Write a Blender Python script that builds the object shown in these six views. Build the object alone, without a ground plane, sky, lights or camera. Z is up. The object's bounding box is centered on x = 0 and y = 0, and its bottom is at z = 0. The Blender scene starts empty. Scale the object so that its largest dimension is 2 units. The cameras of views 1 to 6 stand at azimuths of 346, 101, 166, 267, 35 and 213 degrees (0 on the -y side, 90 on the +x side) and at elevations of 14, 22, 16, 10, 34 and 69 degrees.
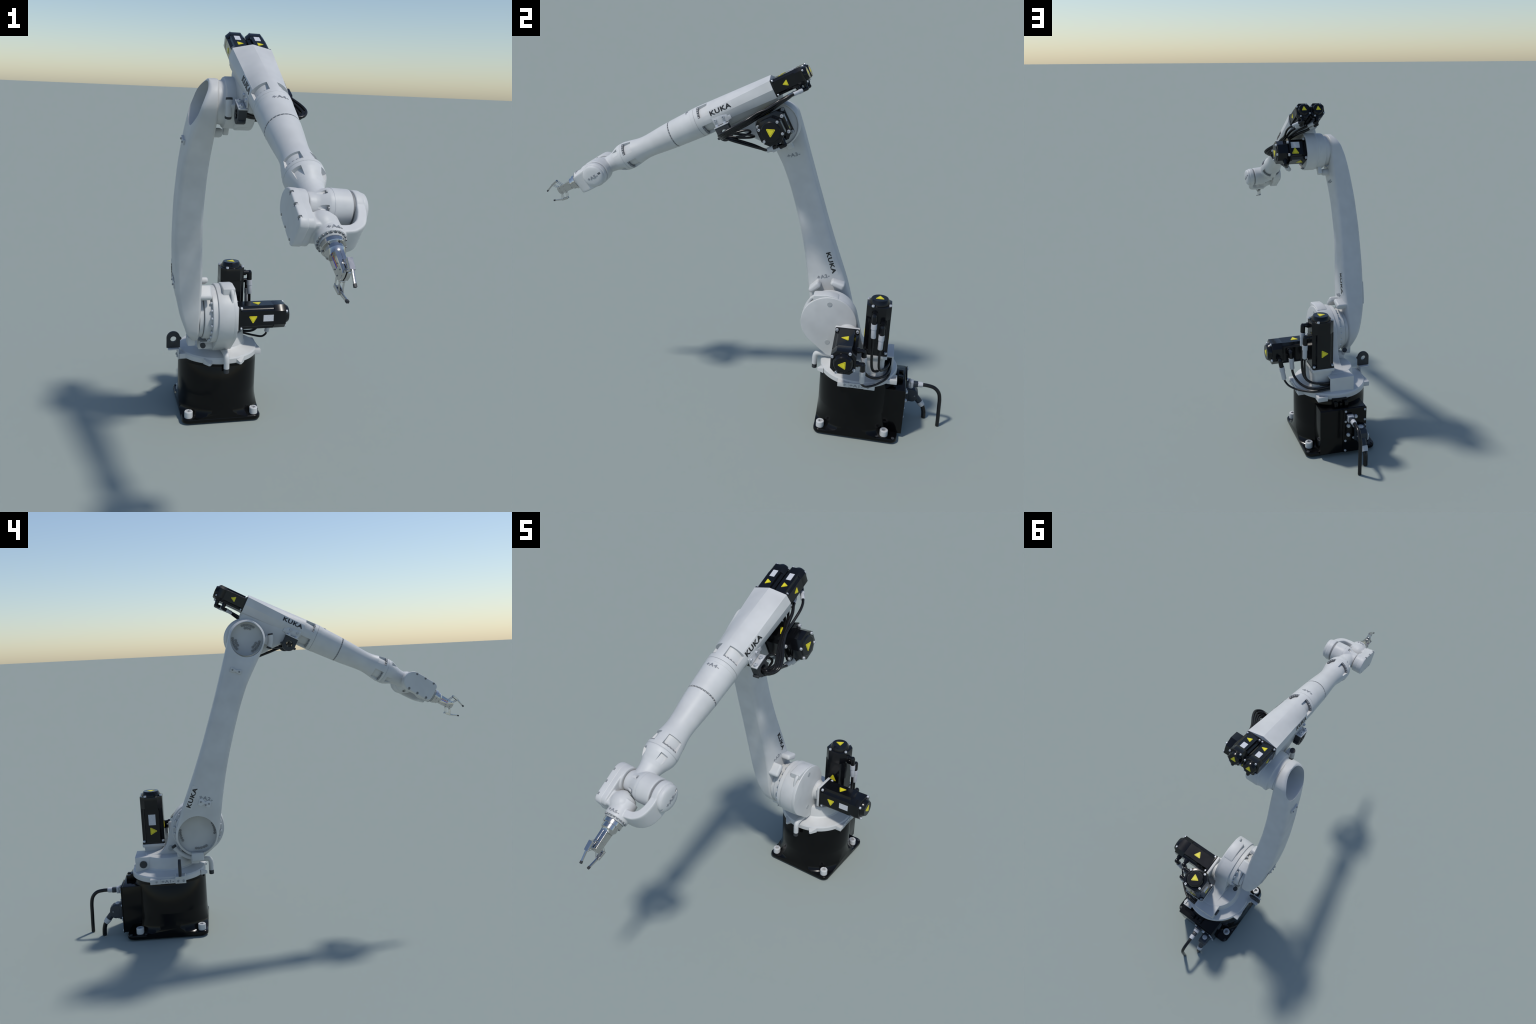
# White six-axis industrial robot arm: black pedestal, white castings, black servo motors, chrome gripper.
import bpy, bmesh, math, random
from mathutils import Matrix, Vector
from math import sin, cos, pi, radians, sqrt, atan2, hypot

random.seed(7)
SC = bpy.context.scene
COL = SC.collection

# ------------------------------------------------------------------ frames
A1 = Vector((-0.0365, 0.5765, 0.0))            # vertical axis of the robot
PSI = radians(1.27)                            # the column is turned a little on its base
T = Matrix.Translation
RX = lambda a: Matrix.Rotation(a, 4, 'X')
RY = lambda a: Matrix.Rotation(a, 4, 'Y')
RZ = lambda a: Matrix.Rotation(a, 4, 'Z')
MB = T(A1)                                     # pedestal frame
ML = T(A1) @ RZ(PSI)                           # column frame (robot looks along -y)
A2Y, A2Z = -0.1605, 0.529                      # shoulder axis
A3Y, A3Z = -0.451, 1.461                       # elbow axis
MF = ML @ T((0, -0.5155, 1.5974)) @ RX(radians(27.1))   # forearm frame: s = -y, n = z
S5 = 0.8555                                    # wrist axis along the forearm
ROLL = radians(5.2)
MR = MF @ RY(ROLL)                             # rolled forearm (tube and hand)
MW = MF @ T((0, -S5, 0)) @ RY(ROLL) @ RX(radians(2.8))  # wrist / gripper frame
I4 = Matrix.Identity(4)

# ------------------------------------------------------------------ materials
def material(name, base, rough, metal=0.0, var=0.06, scale=14.0, spec=0.5, coat=0.0, bump=0.0, bscale=400.0, rvar=0.06):
    m = bpy.data.materials.new(name)
    m.use_nodes = True
    nt = m.node_tree
    p = nt.nodes['Principled BSDF']
    tc = nt.nodes.new('ShaderNodeTexCoord')
    no = nt.nodes.new('ShaderNodeTexNoise')
    no.inputs['Scale'].default_value = scale
    no.inputs['Detail'].default_value = 6
    nt.links.new(tc.outputs['Object'], no.inputs['Vector'])
    ra = nt.nodes.new('ShaderNodeValToRGB')
    lo = [max(0, c * (1 - var)) for c in base]
    hi = [min(1, c * (1 + var)) for c in base]
    ra.color_ramp.elements[0].position = 0.3
    ra.color_ramp.elements[1].position = 0.7
    ra.color_ramp.elements[0].color = (*lo, 1)
    ra.color_ramp.elements[1].color = (*hi, 1)
    nt.links.new(no.outputs['Fac'], ra.inputs['Fac'])
    nt.links.new(ra.outputs['Color'], p.inputs['Base Color'])
    mr = nt.nodes.new('ShaderNodeMapRange')
    mr.inputs['To Min'].default_value = max(0, rough - rvar)
    mr.inputs['To Max'].default_value = min(1, rough + rvar)
    nt.links.new(no.outputs['Fac'], mr.inputs['Value'])
    nt.links.new(mr.outputs['Result'], p.inputs['Roughness'])
    p.inputs['Metallic'].default_value = metal
    p.inputs['Specular IOR Level'].default_value = spec
    if coat:
        p.inputs['Coat Weight'].default_value = coat
        p.inputs['Coat Roughness'].default_value = 0.08
    if bump:
        n2 = nt.nodes.new('ShaderNodeTexNoise')
        n2.inputs['Scale'].default_value = bscale
        n2.inputs['Detail'].default_value = 3
        nt.links.new(tc.outputs['Object'], n2.inputs['Vector'])
        b = nt.nodes.new('ShaderNodeBump')
        b.inputs['Strength'].default_value = bump
        b.inputs['Distance'].default_value = 0.001
        nt.links.new(n2.outputs['Fac'], b.inputs['Height'])
        nt.links.new(b.outputs['Normal'], p.inputs['Normal'])
    return m

def plate_material(name, base, ink):
    # rating plate: rows of faint print on pale foil
    m = material(name, base, 0.35, 0.0, 0.03, 60)
    nt = m.node_tree
    p = nt.nodes['Principled BSDF']
    tc = [n for n in nt.nodes if n.bl_idname == 'ShaderNodeTexCoord'][0]
    mp = nt.nodes.new('ShaderNodeMapping')
    mp.inputs['Scale'].default_value = (5, 9, 1)
    nt.links.new(tc.outputs['Generated'], mp.inputs['Vector'])
    n = nt.nodes.new('ShaderNodeTexNoise')
    n.inputs['Scale'].default_value = 2.2
    n.inputs['Detail'].default_value = 5
    nt.links.new(mp.outputs['Vector'], n.inputs['Vector'])
    r = nt.nodes.new('ShaderNodeValToRGB')
    r.color_ramp.elements[0].position = 0.57
    r.color_ramp.elements[1].position = 0.66
    r.color_ramp.elements[0].color = (0, 0, 0, 1)
    r.color_ramp.elements[1].color = (0.55, 0.55, 0.55, 1)
    nt.links.new(n.outputs['Fac'], r.inputs['Fac'])
    mx = nt.nodes.new('ShaderNodeMix')
    mx.data_type = 'RGBA'
    nt.links.new(r.outputs['Color'], mx.inputs['Factor'])
    mx.inputs['A'].default_value = (*base, 1)
    mx.inputs['B'].default_value = (*ink, 1)
    nt.links.new(mx.outputs['Result'], p.inputs['Base Color'])
    return m

WHITE = material('white_paint', (0.572, 0.577, 0.571), 0.46, 0, 0.065, 10, 0.35, bump=0.03, bscale=700)
LABELW = material('label_white', (0.60, 0.605, 0.60), 0.35, 0, 0.02, 20)
BLACK = material('black_lacquer', (0.003, 0.003, 0.0033), 0.15, 0, 0.2, 9, 0.22, rvar=0.04)
MBLACK = material('black_motor_paint', (0.005, 0.0055, 0.007), 0.17, 0, 0.2, 20, 0.35, rvar=0.04)
RUBBER = material('dark_rubber', (0.035, 0.038, 0.042), 0.55, 0, 0.15, 30, 0.4)
SLATE = material('slate_plastic', (0.030, 0.038, 0.050), 0.4, 0, 0.15, 30, 0.4)
CABLE = material('black_cable', (0.008, 0.008, 0.009), 0.25, 0, 0.2, 30, 0.4)
GREY = material('grey_plastic', (0.50, 0.515, 0.54), 0.45, 0, 0.05, 40)
CAPGREY = material('grey_cap', (0.40, 0.415, 0.42), 0.5, 0, 0.05, 40)
STEEL = material('zinc_screw', (0.55, 0.57, 0.60), 0.35, 0.35, 0.08, 60)
DSTEEL = material('dark_steel_screw', (0.29, 0.295, 0.30), 0.4, 0.2, 0.12, 60)
GAP = material('joint_gap_grey', (0.22, 0.225, 0.23), 0.6, 0, 0.1, 30)  # mid grey of the rings set inside the joint gaps
CHROME = material('polished_steel', (0.56, 0.55, 0.535), 0.16, 1.0, 0.05, 60, rvar=0.05)  # base darkened and warmed to carry the ground reflection, less blue sky
ZINC = material('galvanised_plate', (0.55, 0.56, 0.57), 0.36, 0.25, 0.1, 40)
YELLOW = material('warning_yellow', (0.80, 0.70, 0.02), 0.38, 0, 0.04, 50)
INK = material('black_print', (0.012, 0.012, 0.013), 0.4, 0, 0.1, 50)
GINK = material('grey_print', (0.25, 0.265, 0.285), 0.5, 0, 0.1, 50)
PLATE = plate_material('rating_plate_foil', (0.62, 0.63, 0.66), (0.2, 0.2, 0.22))
RED = material('orange_print', (0.75, 0.22, 0.05), 0.4, 0, 0.2, 300)
VIOLET = material('violet_print', (0.14, 0.06, 0.62), 0.4, 0, 0.2, 300)

# ------------------------------------------------------------------ object helpers
WM = {}

def put(obj, M, parent):
    WM[obj] = M.copy()
    COL.objects.link(obj)
    if parent is not None:
        obj.parent = parent
        obj.matrix_parent_inverse = WM[parent].inverted()
    obj.matrix_basis = M
    return obj

def mesh_from(bm, name, mat, angle=32):
    bmesh.ops.recalc_face_normals(bm, faces=bm.faces[:])
    me = bpy.data.meshes.new(name)
    bm.to_mesh(me)
    bm.free()
    me.materials.append(mat)
    for p in me.polygons:
        p.use_smooth = True
    me.set_sharp_from_angle(angle=radians(angle))
    return me

def add(name, bm, mat, M, parent, angle=32):
    return put(bpy.data.objects.new(name, mesh_from(bm, name, mat, angle)), M, parent)

def inst(name, me, M, parent):
    return put(bpy.data.objects.new(name, me), M, parent)

def bm_box(x0, x1, y0, y1, z0, z1, bev=0.0, seg=2):
    bm = bmesh.new()
    bmesh.ops.create_cube(bm, size=1)
    for v in bm.verts:
        v.co = Vector((x0 if v.co.x < 0 else x1, y0 if v.co.y < 0 else y1, z0 if v.co.z < 0 else z1))
    if bev:
        bmesh.ops.bevel(bm, geom=bm.edges[:], offset=bev, segments=seg, affect='EDGES', profile=0.5)
    return bm

def bm_prism(pts, z0, z1, bev=0.0, seg=2, plane='xy'):
    """extrude a closed outline; plane 'xy' -> along z, 'yz' -> along x, 'sn' -> forearm side outline along x"""
    bm = bmesh.new()
    def mk(p, h):
        if plane == 'xy':
            return Vector((p[0], p[1], h))
        if plane == 'yz':
            return Vector((h, p[0], p[1]))
        if plane == 'sn':
            return Vector((h, -p[0], p[1]))
        return Vector((p[0], h, p[1]))
    lo = [bm.verts.new(mk(p, z0)) for p in pts]
    hi = [bm.verts.new(mk(p, z1)) for p in pts]
    n = len(pts)
    caps = [bm.faces.new(lo[::-1]), bm.faces.new(hi)]
    for i in range(n):
        bm.faces.new((lo[i], lo[(i + 1) % n], hi[(i + 1) % n], hi[i]))
    bmesh.ops.recalc_face_normals(bm, faces=bm.faces[:])
    if bev:
        es = set()
        for f in caps:
            es |= set(f.edges)
        bmesh.ops.bevel(bm, geom=list(es), offset=bev, segments=seg, affect='EDGES', profile=0.5)
    return bm

AX = {'Z': I4, 'X': RY(pi / 2), 'Y': RX(-pi / 2), '-Y': RX(pi / 2), '-X': RY(-pi / 2), '-Z': RX(pi)}

def bm_rev(prof, n=64, axis='Z', c=(0, 0, 0), closed=False):
    """revolve (radius, height) profile about an axis; ends are capped when radius > 0"""
    bm = bmesh.new()
    rings = []
    for r, h in prof:
        if r < 1e-6:
            rings.append([bm.verts.new((0, 0, h))])
        else:
            rings.append([bm.verts.new((r * cos(2 * pi * i / n), r * sin(2 * pi * i / n), h)) for i in range(n)])
    pairs = list(zip(rings[:-1], rings[1:]))
    if closed:
        pairs.append((rings[-1], rings[0]))
    for a, b in pairs:
        if len(a) == 1 and len(b) == 1:
            continue
        for i in range(n):
            j = (i + 1) % n
            if len(a) == 1:
                bm.faces.new((a[0], b[i], b[j]))
            elif len(b) == 1:
                bm.faces.new((a[i], b[0], a[j]))
            else:
                bm.faces.new((a[i], b[i], b[j], a[j]))
    if not closed:
        for R_ in (rings[0], rings[-1]):
            if len(R_) > 1:
                bm.faces.new(R_)
    bmesh.ops.transform(bm, matrix=T(c) @ AX[axis], verts=bm.verts[:])
    bmesh.ops.recalc_face_normals(bm, faces=bm.faces[:])
    return bm

def cyl_prof(r, h0, h1, b=0.0):
    if b <= 0:
        return [(r, h0), (r, h1)]
    return [(r - b, h0), (r - 0.3 * b, h0 + 0.3 * b), (r, h0 + b), (r, h1 - b), (r - 0.3 * b, h1 - 0.3 * b), (r - b, h1)]

def bm_loft(rings, cap=True):
    bm = bmesh.new()
    R_ = [[bm.verts.new(p) for p in ring] for ring in rings]
    n = len(R_[0])
    for a, b in zip(R_[:-1], R_[1:]):
        for i in range(n):
            j = (i + 1) % n
            bm.faces.new((a[i], a[j], b[j], b[i]))
    if cap:
        bm.faces.new(R_[0][::-1])
        bm.faces.new(R_[-1])
    bmesh.ops.recalc_face_normals(bm, faces=bm.faces[:])
    return bm

def catmull(pts, per=10):
    pts = [Vector(p) for p in pts]
    P = [2 * pts[0] - pts[1]] + pts + [2 * pts[-1] - pts[-2]]
    out = []
    for i in range(1, len(P) - 2):
        p0, p1, p2, p3 = P[i - 1:i + 3]
        for k in range(per):
            t = k / per
            out.append(0.5 * ((2 * p1) + (p2 - p0) * t + (2 * p0 - 5 * p1 + 4 * p2 - p3) * t * t + (3 * p1 - p0 - 3 * p2 + p3) * t ** 3))
    out.append(pts[-1])
    return out

def bm_tube(path, rad, n=16):
    """sweep a circle along a path (parallel transport); rad may be a number or a function of 0..1"""
    path = [Vector(p) for p in path]
    rings = []
    t0 = (path[1] - path[0]).normalized()
    nrm = t0.orthogonal().normalized()
    m = len(path)
    for i, p in enumerate(path):
        t = (path[min(i + 1, m - 1)] - path[max(i - 1, 0)]).normalized()
        nrm = (nrm - t * nrm.dot(t)).normalized()
        b = t.cross(nrm)
        r = rad(i / (m - 1)) if callable(rad) else rad
        rings.append([p + r * (cos(2 * pi * k / n) * nrm + sin(2 * pi * k / n) * b) for k in range(n)])
    return bm_loft(rings)

def join(*bms):
    out = bms[0]
    for b in bms[1:]:
        me = bpy.data.meshes.new('tmp')
        b.to_mesh(me)
        b.free()
        out.from_mesh(me)
        bpy.data.meshes.remove(me)
    return out

def moved(bm, M):
    bmesh.ops.transform(bm, matrix=M, verts=bm.verts[:])
    return bm

def tmp_obj(bm):
    me = bpy.data.meshes.new('tmp')
    bm.to_mesh(me)
    bm.free()
    o = bpy.data.objects.new('tmp', me)
    COL.objects.link(o)
    return o

def evaluated(o):
    bpy.context.view_layer.update()
    dg = bpy.context.evaluated_depsgraph_get()
    me = bpy.data.meshes.new_from_object(o.evaluated_get(dg))
    bm = bmesh.new()
    bm.from_mesh(me)
    bpy.data.meshes.remove(me)
    return bm

def kill(o):
    me = o.data
    bpy.data.objects.remove(o)
    bpy.data.meshes.remove(me)

def cut(bm, cutters, op='DIFFERENCE'):
    o = tmp_obj(bm)
    cs = []
    for c in cutters:
        bmesh.ops.recalc_face_normals(c, faces=c.faces[:])
        co = tmp_obj(c)
        cs.append(co)
        md = o.modifiers.new('b', 'BOOLEAN')
        md.operation = op
        md.object = co
        md.solver = 'EXACT'
    out = evaluated(o)
    kill(o)
    for c in cs:
        kill(c)
    return out

def melt(bm, voxel, smooth):
    """union overlapping closed pieces into one smoothly blended casting"""
    o = tmp_obj(bm)
    r = o.modifiers.new('r', 'REMESH')
    r.mode = 'VOXEL'
    r.voxel_size = voxel
    if smooth:
        s = o.modifiers.new('s', 'SMOOTH')
        s.factor = 0.5
        s.iterations = smooth
    out = evaluated(o)
    kill(o)
    return out

def aim(pos, direction, up=(0, 0, 1)):
    """matrix whose local z points along direction, local y roughly up"""
    z = Vector(direction).normalized()
    x = Vector(up).cross(z)
    if x.length < 1e-4:
        x = Vector((1, 0, 0)).cross(z)
    x.normalize()
    y = z.cross(x)
    return Matrix(((x.x, y.x, z.x, pos[0]), (x.y, y.y, z.y, pos[1]), (x.z, y.z, z.z, pos[2]), (0, 0, 0, 1)))

def arc(cx, cy, r, a0, a1, n):
    return [(cx + r * cos(radians(a0 + (a1 - a0) * i / n)), cy + r * sin(radians(a0 + (a1 - a0) * i / n))) for i in range(n + 1)]

def round_rect(x0, x1, y0, y1, r, n=6):
    rs = r if isinstance(r, (tuple, list)) else (r,) * 4      # corners: ++, -+, --, +-
    return (arc(x1 - rs[0], y1 - rs[0], rs[0], 0, 90, n) + arc(x0 + rs[1], y1 - rs[1], rs[1], 90, 180, n)
            + arc(x0 + rs[2], y0 + rs[2], rs[2], 180, 270, n) + arc(x1 - rs[3], y0 + rs[3], rs[3], 270, 360, n))

def interp(tab, x):
    if x <= tab[0][0]:
        return tab[0][1]
    for (a, p), (b, q) in zip(tab[:-1], tab[1:]):
        if x <= b:
            t = (x - a) / (b - a)
            return p + (q - p) * t
    return tab[-1][1]

def smooth_interp(tab, x):
    h = 0.03
    return sum(interp(tab, x + h * k / 3) for k in range(-3, 4)) / 7

# ------------------------------------------------------------------ shared small meshes
def screw_mesh(name, r, h, mat, socket=True, sides=6):
    prof = [(r, 0), (r, h * 0.75), (r * 0.85, h)]
    if socket:
        prof += [(r * 0.52, h), (r * 0.48, h * 0.45), (0, h * 0.45)]
    else:
        prof += [(0, h * 1.05)]
    return mesh_from(bm_rev([(0, 0)] + prof, 20), name, mat)

def star_socket(r, depth):
    pts = []
    for i in range(24):
        a = 2 * pi * i / 24
        pts.append(((r * (1 + 0.2 * cos(6 * a))) * cos(a), (r * (1 + 0.2 * cos(6 * a))) * sin(a)))
    return pts

ANCHOR = mesh_from(cut(bm_rev([(0, 0), (0.0195, 0), (0.0195, 0.0275), (0.0175, 0.0305), (0, 0.0305)], 40),
                       [bm_prism(star_socket(0.0092, 0), 0.014, 0.05)]), 'anchor_bolt', LABELW)
SCREW_L = screw_mesh('motor_screw', 0.0075, 0.009, STEEL)
SCREW_S = screw_mesh('small_motor_screw', 0.0050, 0.0065, STEEL)
BOLT = screw_mesh('socket_bolt', 0.0058, 0.006, DSTEEL)
BOLT_W = screw_mesh('painted_bolt', 0.0058, 0.006, CAPGREY)
BOLT_S = screw_mesh('small_bolt', 0.0040, 0.005, DSTEEL)
BOLT_R = screw_mesh('ring_bolt', 0.0062, 0.008, STEEL, socket=False)
PANEL_SCREW = screw_mesh('panel_screw', 0.0058, 0.005, STEEL)
PANEL_PLUG = mesh_from(bm_rev([(0, 0), (0.0098, 0), (0.0098, 0.007), (0.007, 0.0115), (0, 0.0125)], 24), 'blanking_plug', STEEL)

def warn_meshes(name, size):
    """yellow warning triangle with a dark border line"""
    def tri(k, r):
        out = []
        for q in range(3):
            a = pi / 2 + q * 2 * pi / 3
            c = Vector((cos(a), sin(a))) * (size / sqrt(3) * k - r * 1.0)
            out += [(c.x + r * cos(a - pi / 3 + t * pi / 6), c.y + r * sin(a - pi / 3 + t * pi / 6)) for t in range(5)]
        return out
    a = mesh_from(bm_prism(tri(1.12, size * 0.09), 0, 0.0010), name, YELLOW)
    b = mesh_from(bm_prism(tri(0.90, size * 0.06), 0, 0.00125), name + '_border', GINK_Y)
    c = mesh_from(bm_prism(tri(0.78, size * 0.05), 0, 0.0016), name + '_face', YELLOW)
    return a, b, c

GINK_Y = material('warning_border', (0.35, 0.30, 0.02), 0.45, 0, 0.05, 50)
WARN_L = warn_meshes('warning_sign', 0.033)
WARN_S = warn_meshes('small_warning_sign', 0.0215)

def warn(meshes, M, parent):
    for me in meshes:
        inst(me.name, me, M, parent)

# ------------------------------------------------------------------ lettering
def text_bm(body, width, height, depth, bold=0.0, spacing=1.0):
    cu = bpy.data.curves.new('t', 'FONT')
    cu.body = body
    cu.size = 1
    cu.extrude = 0.5
    cu.offset = bold
    cu.space_character = spacing
    cu.resolution_u = 3
    o = bpy.data.objects.new('t', cu)
    COL.objects.link(o)
    bm = evaluated(o)
    bpy.data.objects.remove(o)
    bpy.data.curves.remove(cu)
    xs = [v.co.x for v in bm.verts]
    ys = [v.co.y for v in bm.verts]
    cx, cy = (min(xs) + max(xs)) / 2, (min(ys) + max(ys)) / 2
    sx, sy = width / (max(xs) - min(xs)), height / (max(ys) - min(ys))
    for v in bm.verts:
        v.co = Vector(((v.co.x - cx) * sx, (v.co.y - cy) * sy, (v.co.z + 0.5) * depth))
    bmesh.ops.triangulate(bm, faces=bm.faces[:])
    bmesh.ops.subdivide_edges(bm, edges=[e for e in bm.edges if e.calc_length() > width * 0.06], cuts=2)
    return bm

def lettering(name, body, width, height, M, parent, mat, frame, bold=0.0, depth=0.0012, wrap=None, spacing=1.0):
    """frame: local placement of the text plane; wrap(v) bends the placed vertices onto a surface"""
    bm = text_bm(body, width, height, depth, bold or 0.022, 1.1)
    if wrap is None:
        moved(bm, frame)
    else:
        for v in bm.verts:
            v.co = wrap(v.co)
    return add(name, bm, mat, M, parent, 30)

# ================================================================== THE ROBOT
robot = bpy.data.objects.new('robot_arm', None)
robot.empty_display_size = 0.1
put(robot, MB, None)
robot['label'] = 'white six-axis industrial robot arm with black motors and chrome gripper'
robot['category'] = 'robot arm'

# ------------------------------------------------------------------ pedestal
plate = bm_prism(round_rect(-0.186, 0.186, -0.188, 0.2185, 0.032, 8), 0.004, 0.026, 0.006, 3)
plate = join(plate, bm_prism(round_rect(-0.175, 0.175, -0.177, 0.2075, 0.03, 6), 0.0, 0.008))
base_plate = add('base_plate', plate, BLACK, MB, robot)
ped = bm_rev([(0.186, 0.020), (0.186, 0.05), (0.186, 0.268), (0.1825, 0.274), (0.1825, 0.292)], 128)
pedestal = add('pedestal', ped, BLACK, MB, robot)
fil = bm_rev([(0.10, 0.13), (0.186, 0.13), (0.1866, 0.10), (0.1890, 0.072), (0.1935, 0.052), (0.2005, 0.0375), (0.2100, 0.0295), (0.2220, 0.0255), (0.2220, 0.018), (0.10, 0.018)], 160, closed=True)
fil = cut(fil, [bm_prism(round_rect(-0.1872, 0.1872, -0.1872, 0.2, 0.03, 8), -0.1, 0.4)], 'INTERSECT')
add('foot_fillet', fil, BLACK, MB, pedestal, 40)
for sx in (-1, 1):
    for yy in (-0.1565, 0.1545):
        inst('anchor_bolt', ANCHOR, MB @ T((sx * 0.154, yy, 0.0255)) @ RZ(0.4 * sx + yy), base_plate)
for yy in (0.1545,):
    for sx in (-1, 1):
        add('leveling_plug', bm_rev(cyl_prof(0.008, 0.024, 0.0285, 0.001), 24, 'Z', (sx * 0.172, yy + 0.045, 0)), RUBBER, MB, base_plate)
        add('locating_pin', bm_rev(cyl_prof(0.009, 0.024, 0.029, 0.001), 24, 'Z', (sx * 0.172, yy - 0.032, 0)), RUBBER, MB, base_plate)
box = bm_prism([(0.05, 0.0215), (0.238, 0.0215), (0.238, 0.258), (0.232, 0.263), (0.05, 0.263)], -0.1205, 0.1205, 0.003, 2, 'yz')
conn_box = add('connector_box', box, BLACK, MB, robot)
add('connector_panel', bm_box(-0.1215, 0.002, 0.2372, 0.2425, 0.020, 0.2615, 0.0012), BLACK, MB, conn_box)
for x, z in ((-0.011, 0.249), (-0.011, 0.193), (-0.011, 0.0856), (-0.011, 0.031), (-0.1125, 0.2495), (-0.1125, 0.193), (-0.1125, 0.0856), (-0.1125, 0.031)):
    inst('panel_screw', PANEL_SCREW, MB @ aim((x, 0.2422, z), (0, 1, 0)), conn_box)
for x, z in ((-0.063, 0.218), (-0.025, 0.1695), (-0.0255, 0.119)):
    inst('blanking_plug', PANEL_PLUG, MB @ aim((x, 0.2422, z), (0, 1, 0)), conn_box)
# hinge blocks on top of the box
hb = join(bm_box(-0.032, -0.012, 0.188, 0.222, 0.258, 0.292, 0.003), bm_box(0.022, 0.042, 0.188, 0.222, 0.258, 0.290, 0.003),
          bm_box(-0.034, 0.044, 0.175, 0.200, 0.258, 0.300, 0.003), bm_box(-0.002, 0.012, 0.19, 0.215, 0.258, 0.284, 0.002))
add('hinge_block', hb, BLACK, MB, conn_box)

# data connector with its cable
cx = -0.0285
dc = join(bm_box(cx - 0.014, cx + 0.014, 0.2415, 0.252, 0.203, 0.236, 0.002))
add('plug_socket', dc, SLATE, MB, conn_box)
add('plug_collar', bm_box(cx - 0.013, cx + 0.013, 0.2515, 0.262, 0.206, 0.232, 0.003), GREY, MB, conn_box)
add('plug_latch', join(bm_box(cx - 0.0155, cx + 0.0155, 0.262, 0.276, 0.204, 0.2365, 0.003)), GREY, MB, conn_box)
add('plug_latch_pin', join(bm_rev(cyl_prof(0.005, -0.0165, 0.0165, 0.001), 16, 'X', (cx, 0.258, 0.234)), bm_rev(cyl_prof(0.005, -0.0165, 0.0165, 0.001), 16, 'X', (cx, 0.258, 0.209))), DSTEEL, MB, conn_box)
add('plug_body', bm_box(cx - 0.0125, cx + 0.0125, 0.276, 0.3, 0.208, 0.233, 0.004, 3), SLATE, MB, conn_box)
add('plug_nut', bm_rev([(0, 0.298), (0.0135, 0.298), (0.0135, 0.314), (0.0115, 0.322), (0, 0.322)], 28, 'Y', (cx, 0, 0.221)), GREY, MB, conn_box)
cab1 = catmull([(cx, 0.315, 0.221), (cx, 0.345, 0.2205), (cx + 0.001, 0.378, 0.213), (cx + 0.002, 0.401, 0.190), (cx + 0.002, 0.410, 0.155),
                (cx + 0.003, 0.4125, 0.10), (cx + 0.004, 0.4145, 0.05), (cx + 0.004, 0.4155, 0.0)], 8)
add('supply_cable', bm_tube(cab1, 0.0092, 18), CABLE, MB, robot)
# power connector elbow
ex = -0.0835
hood = bm_prism([(0.2415, 0.095), (0.2415, 0.166), (0.268, 0.166), (0.29, 0.163), (0.304, 0.150), (0.308, 0.132), (0.302, 0.108), (0.29, 0.096), (0.28, 0.093)], ex - 0.0235, ex + 0.0235, 0.006, 3, 'yz')
add('power_plug_hood', hood, SLATE, MB, conn_box)
add('power_plug_base', bm_box(ex - 0.027, ex + 0.027, 0.2415, 0.258, 0.088, 0.170, 0.003), SLATE, MB, conn_box)
add('power_plug_button', bm_rev([(0, 0), (0.0145, 0), (0.0145, 0.004), (0.010, 0.0075), (0, 0.0085)], 28, 'Z', (ex, 0.265, 0.1655)), GREY, MB, conn_box)
add('power_plug_button', bm_rev([(0, 0), (0.010, 0), (0.010, 0.004), (0.006, 0.0065), (0, 0.0075)], 28, 'Z', (ex, 0.262, 0.0865)), GREY, MB, conn_box)
for dx in (-0.0295, 0.0295):
    inst('panel_screw', PANEL_SCREW, MB @ aim((ex + dx, 0.2422, 0.098), (0, 1, 0)), conn_box)
    inst('panel_screw', PANEL_SCREW, MB @ aim((ex + dx, 0.2422, 0.163), (0, 1, 0)), conn_box)
    inst('small_bolt', BOLT_S, MB @ aim((ex + dx * 0.8, 0.29, 0.131), (dx, 0, 0)), conn_box)
noz = catmull([(ex, 0.292, 0.118), (ex, 0.309, 0.100), (ex, 0.320, 0.086)], 6)
add('power_plug_nozzle', bm_tube(noz, lambda t: 0.017 - 0.002 * t, 24), SLATE, MB, conn_box)
add('power_plug_nut', bm_tube([(ex, 0.318, 0.0885), (ex, 0.3235, 0.0815), (ex, 0.334, 0.068)], lambda t: 0.0168 if t < 0.6 else 0.0145, 24), GREY, MB, conn_box)
cab2 = catmull([(ex, 0.326, 0.078), (ex + 0.001, 0.338, 0.060), (ex + 0.002, 0.3445, 0.038), (ex + 0.003, 0.347, 0.015), (ex + 0.003, 0.3475, 0.0)], 8)
add('supply_cable', bm_tube(cab2, 0.0112, 20), CABLE, MB, robot)

# ------------------------------------------------------------------ rotating column
col = bm_rev([(0.0, 0.2905), (0.1835, 0.2905), (0.1875, 0.2945), (0.1875, 0.3145), (0.183, 0.3215), (0.142, 0.3335), (0.131, 0.3375),
              (0.125, 0.344), (0.121, 0.392), (0.117, 0.399), (0.110, 0.4015), (0, 0.4015)], 160)
column = add('rotating_column', col, WHITE, ML, robot, 25)
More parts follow.
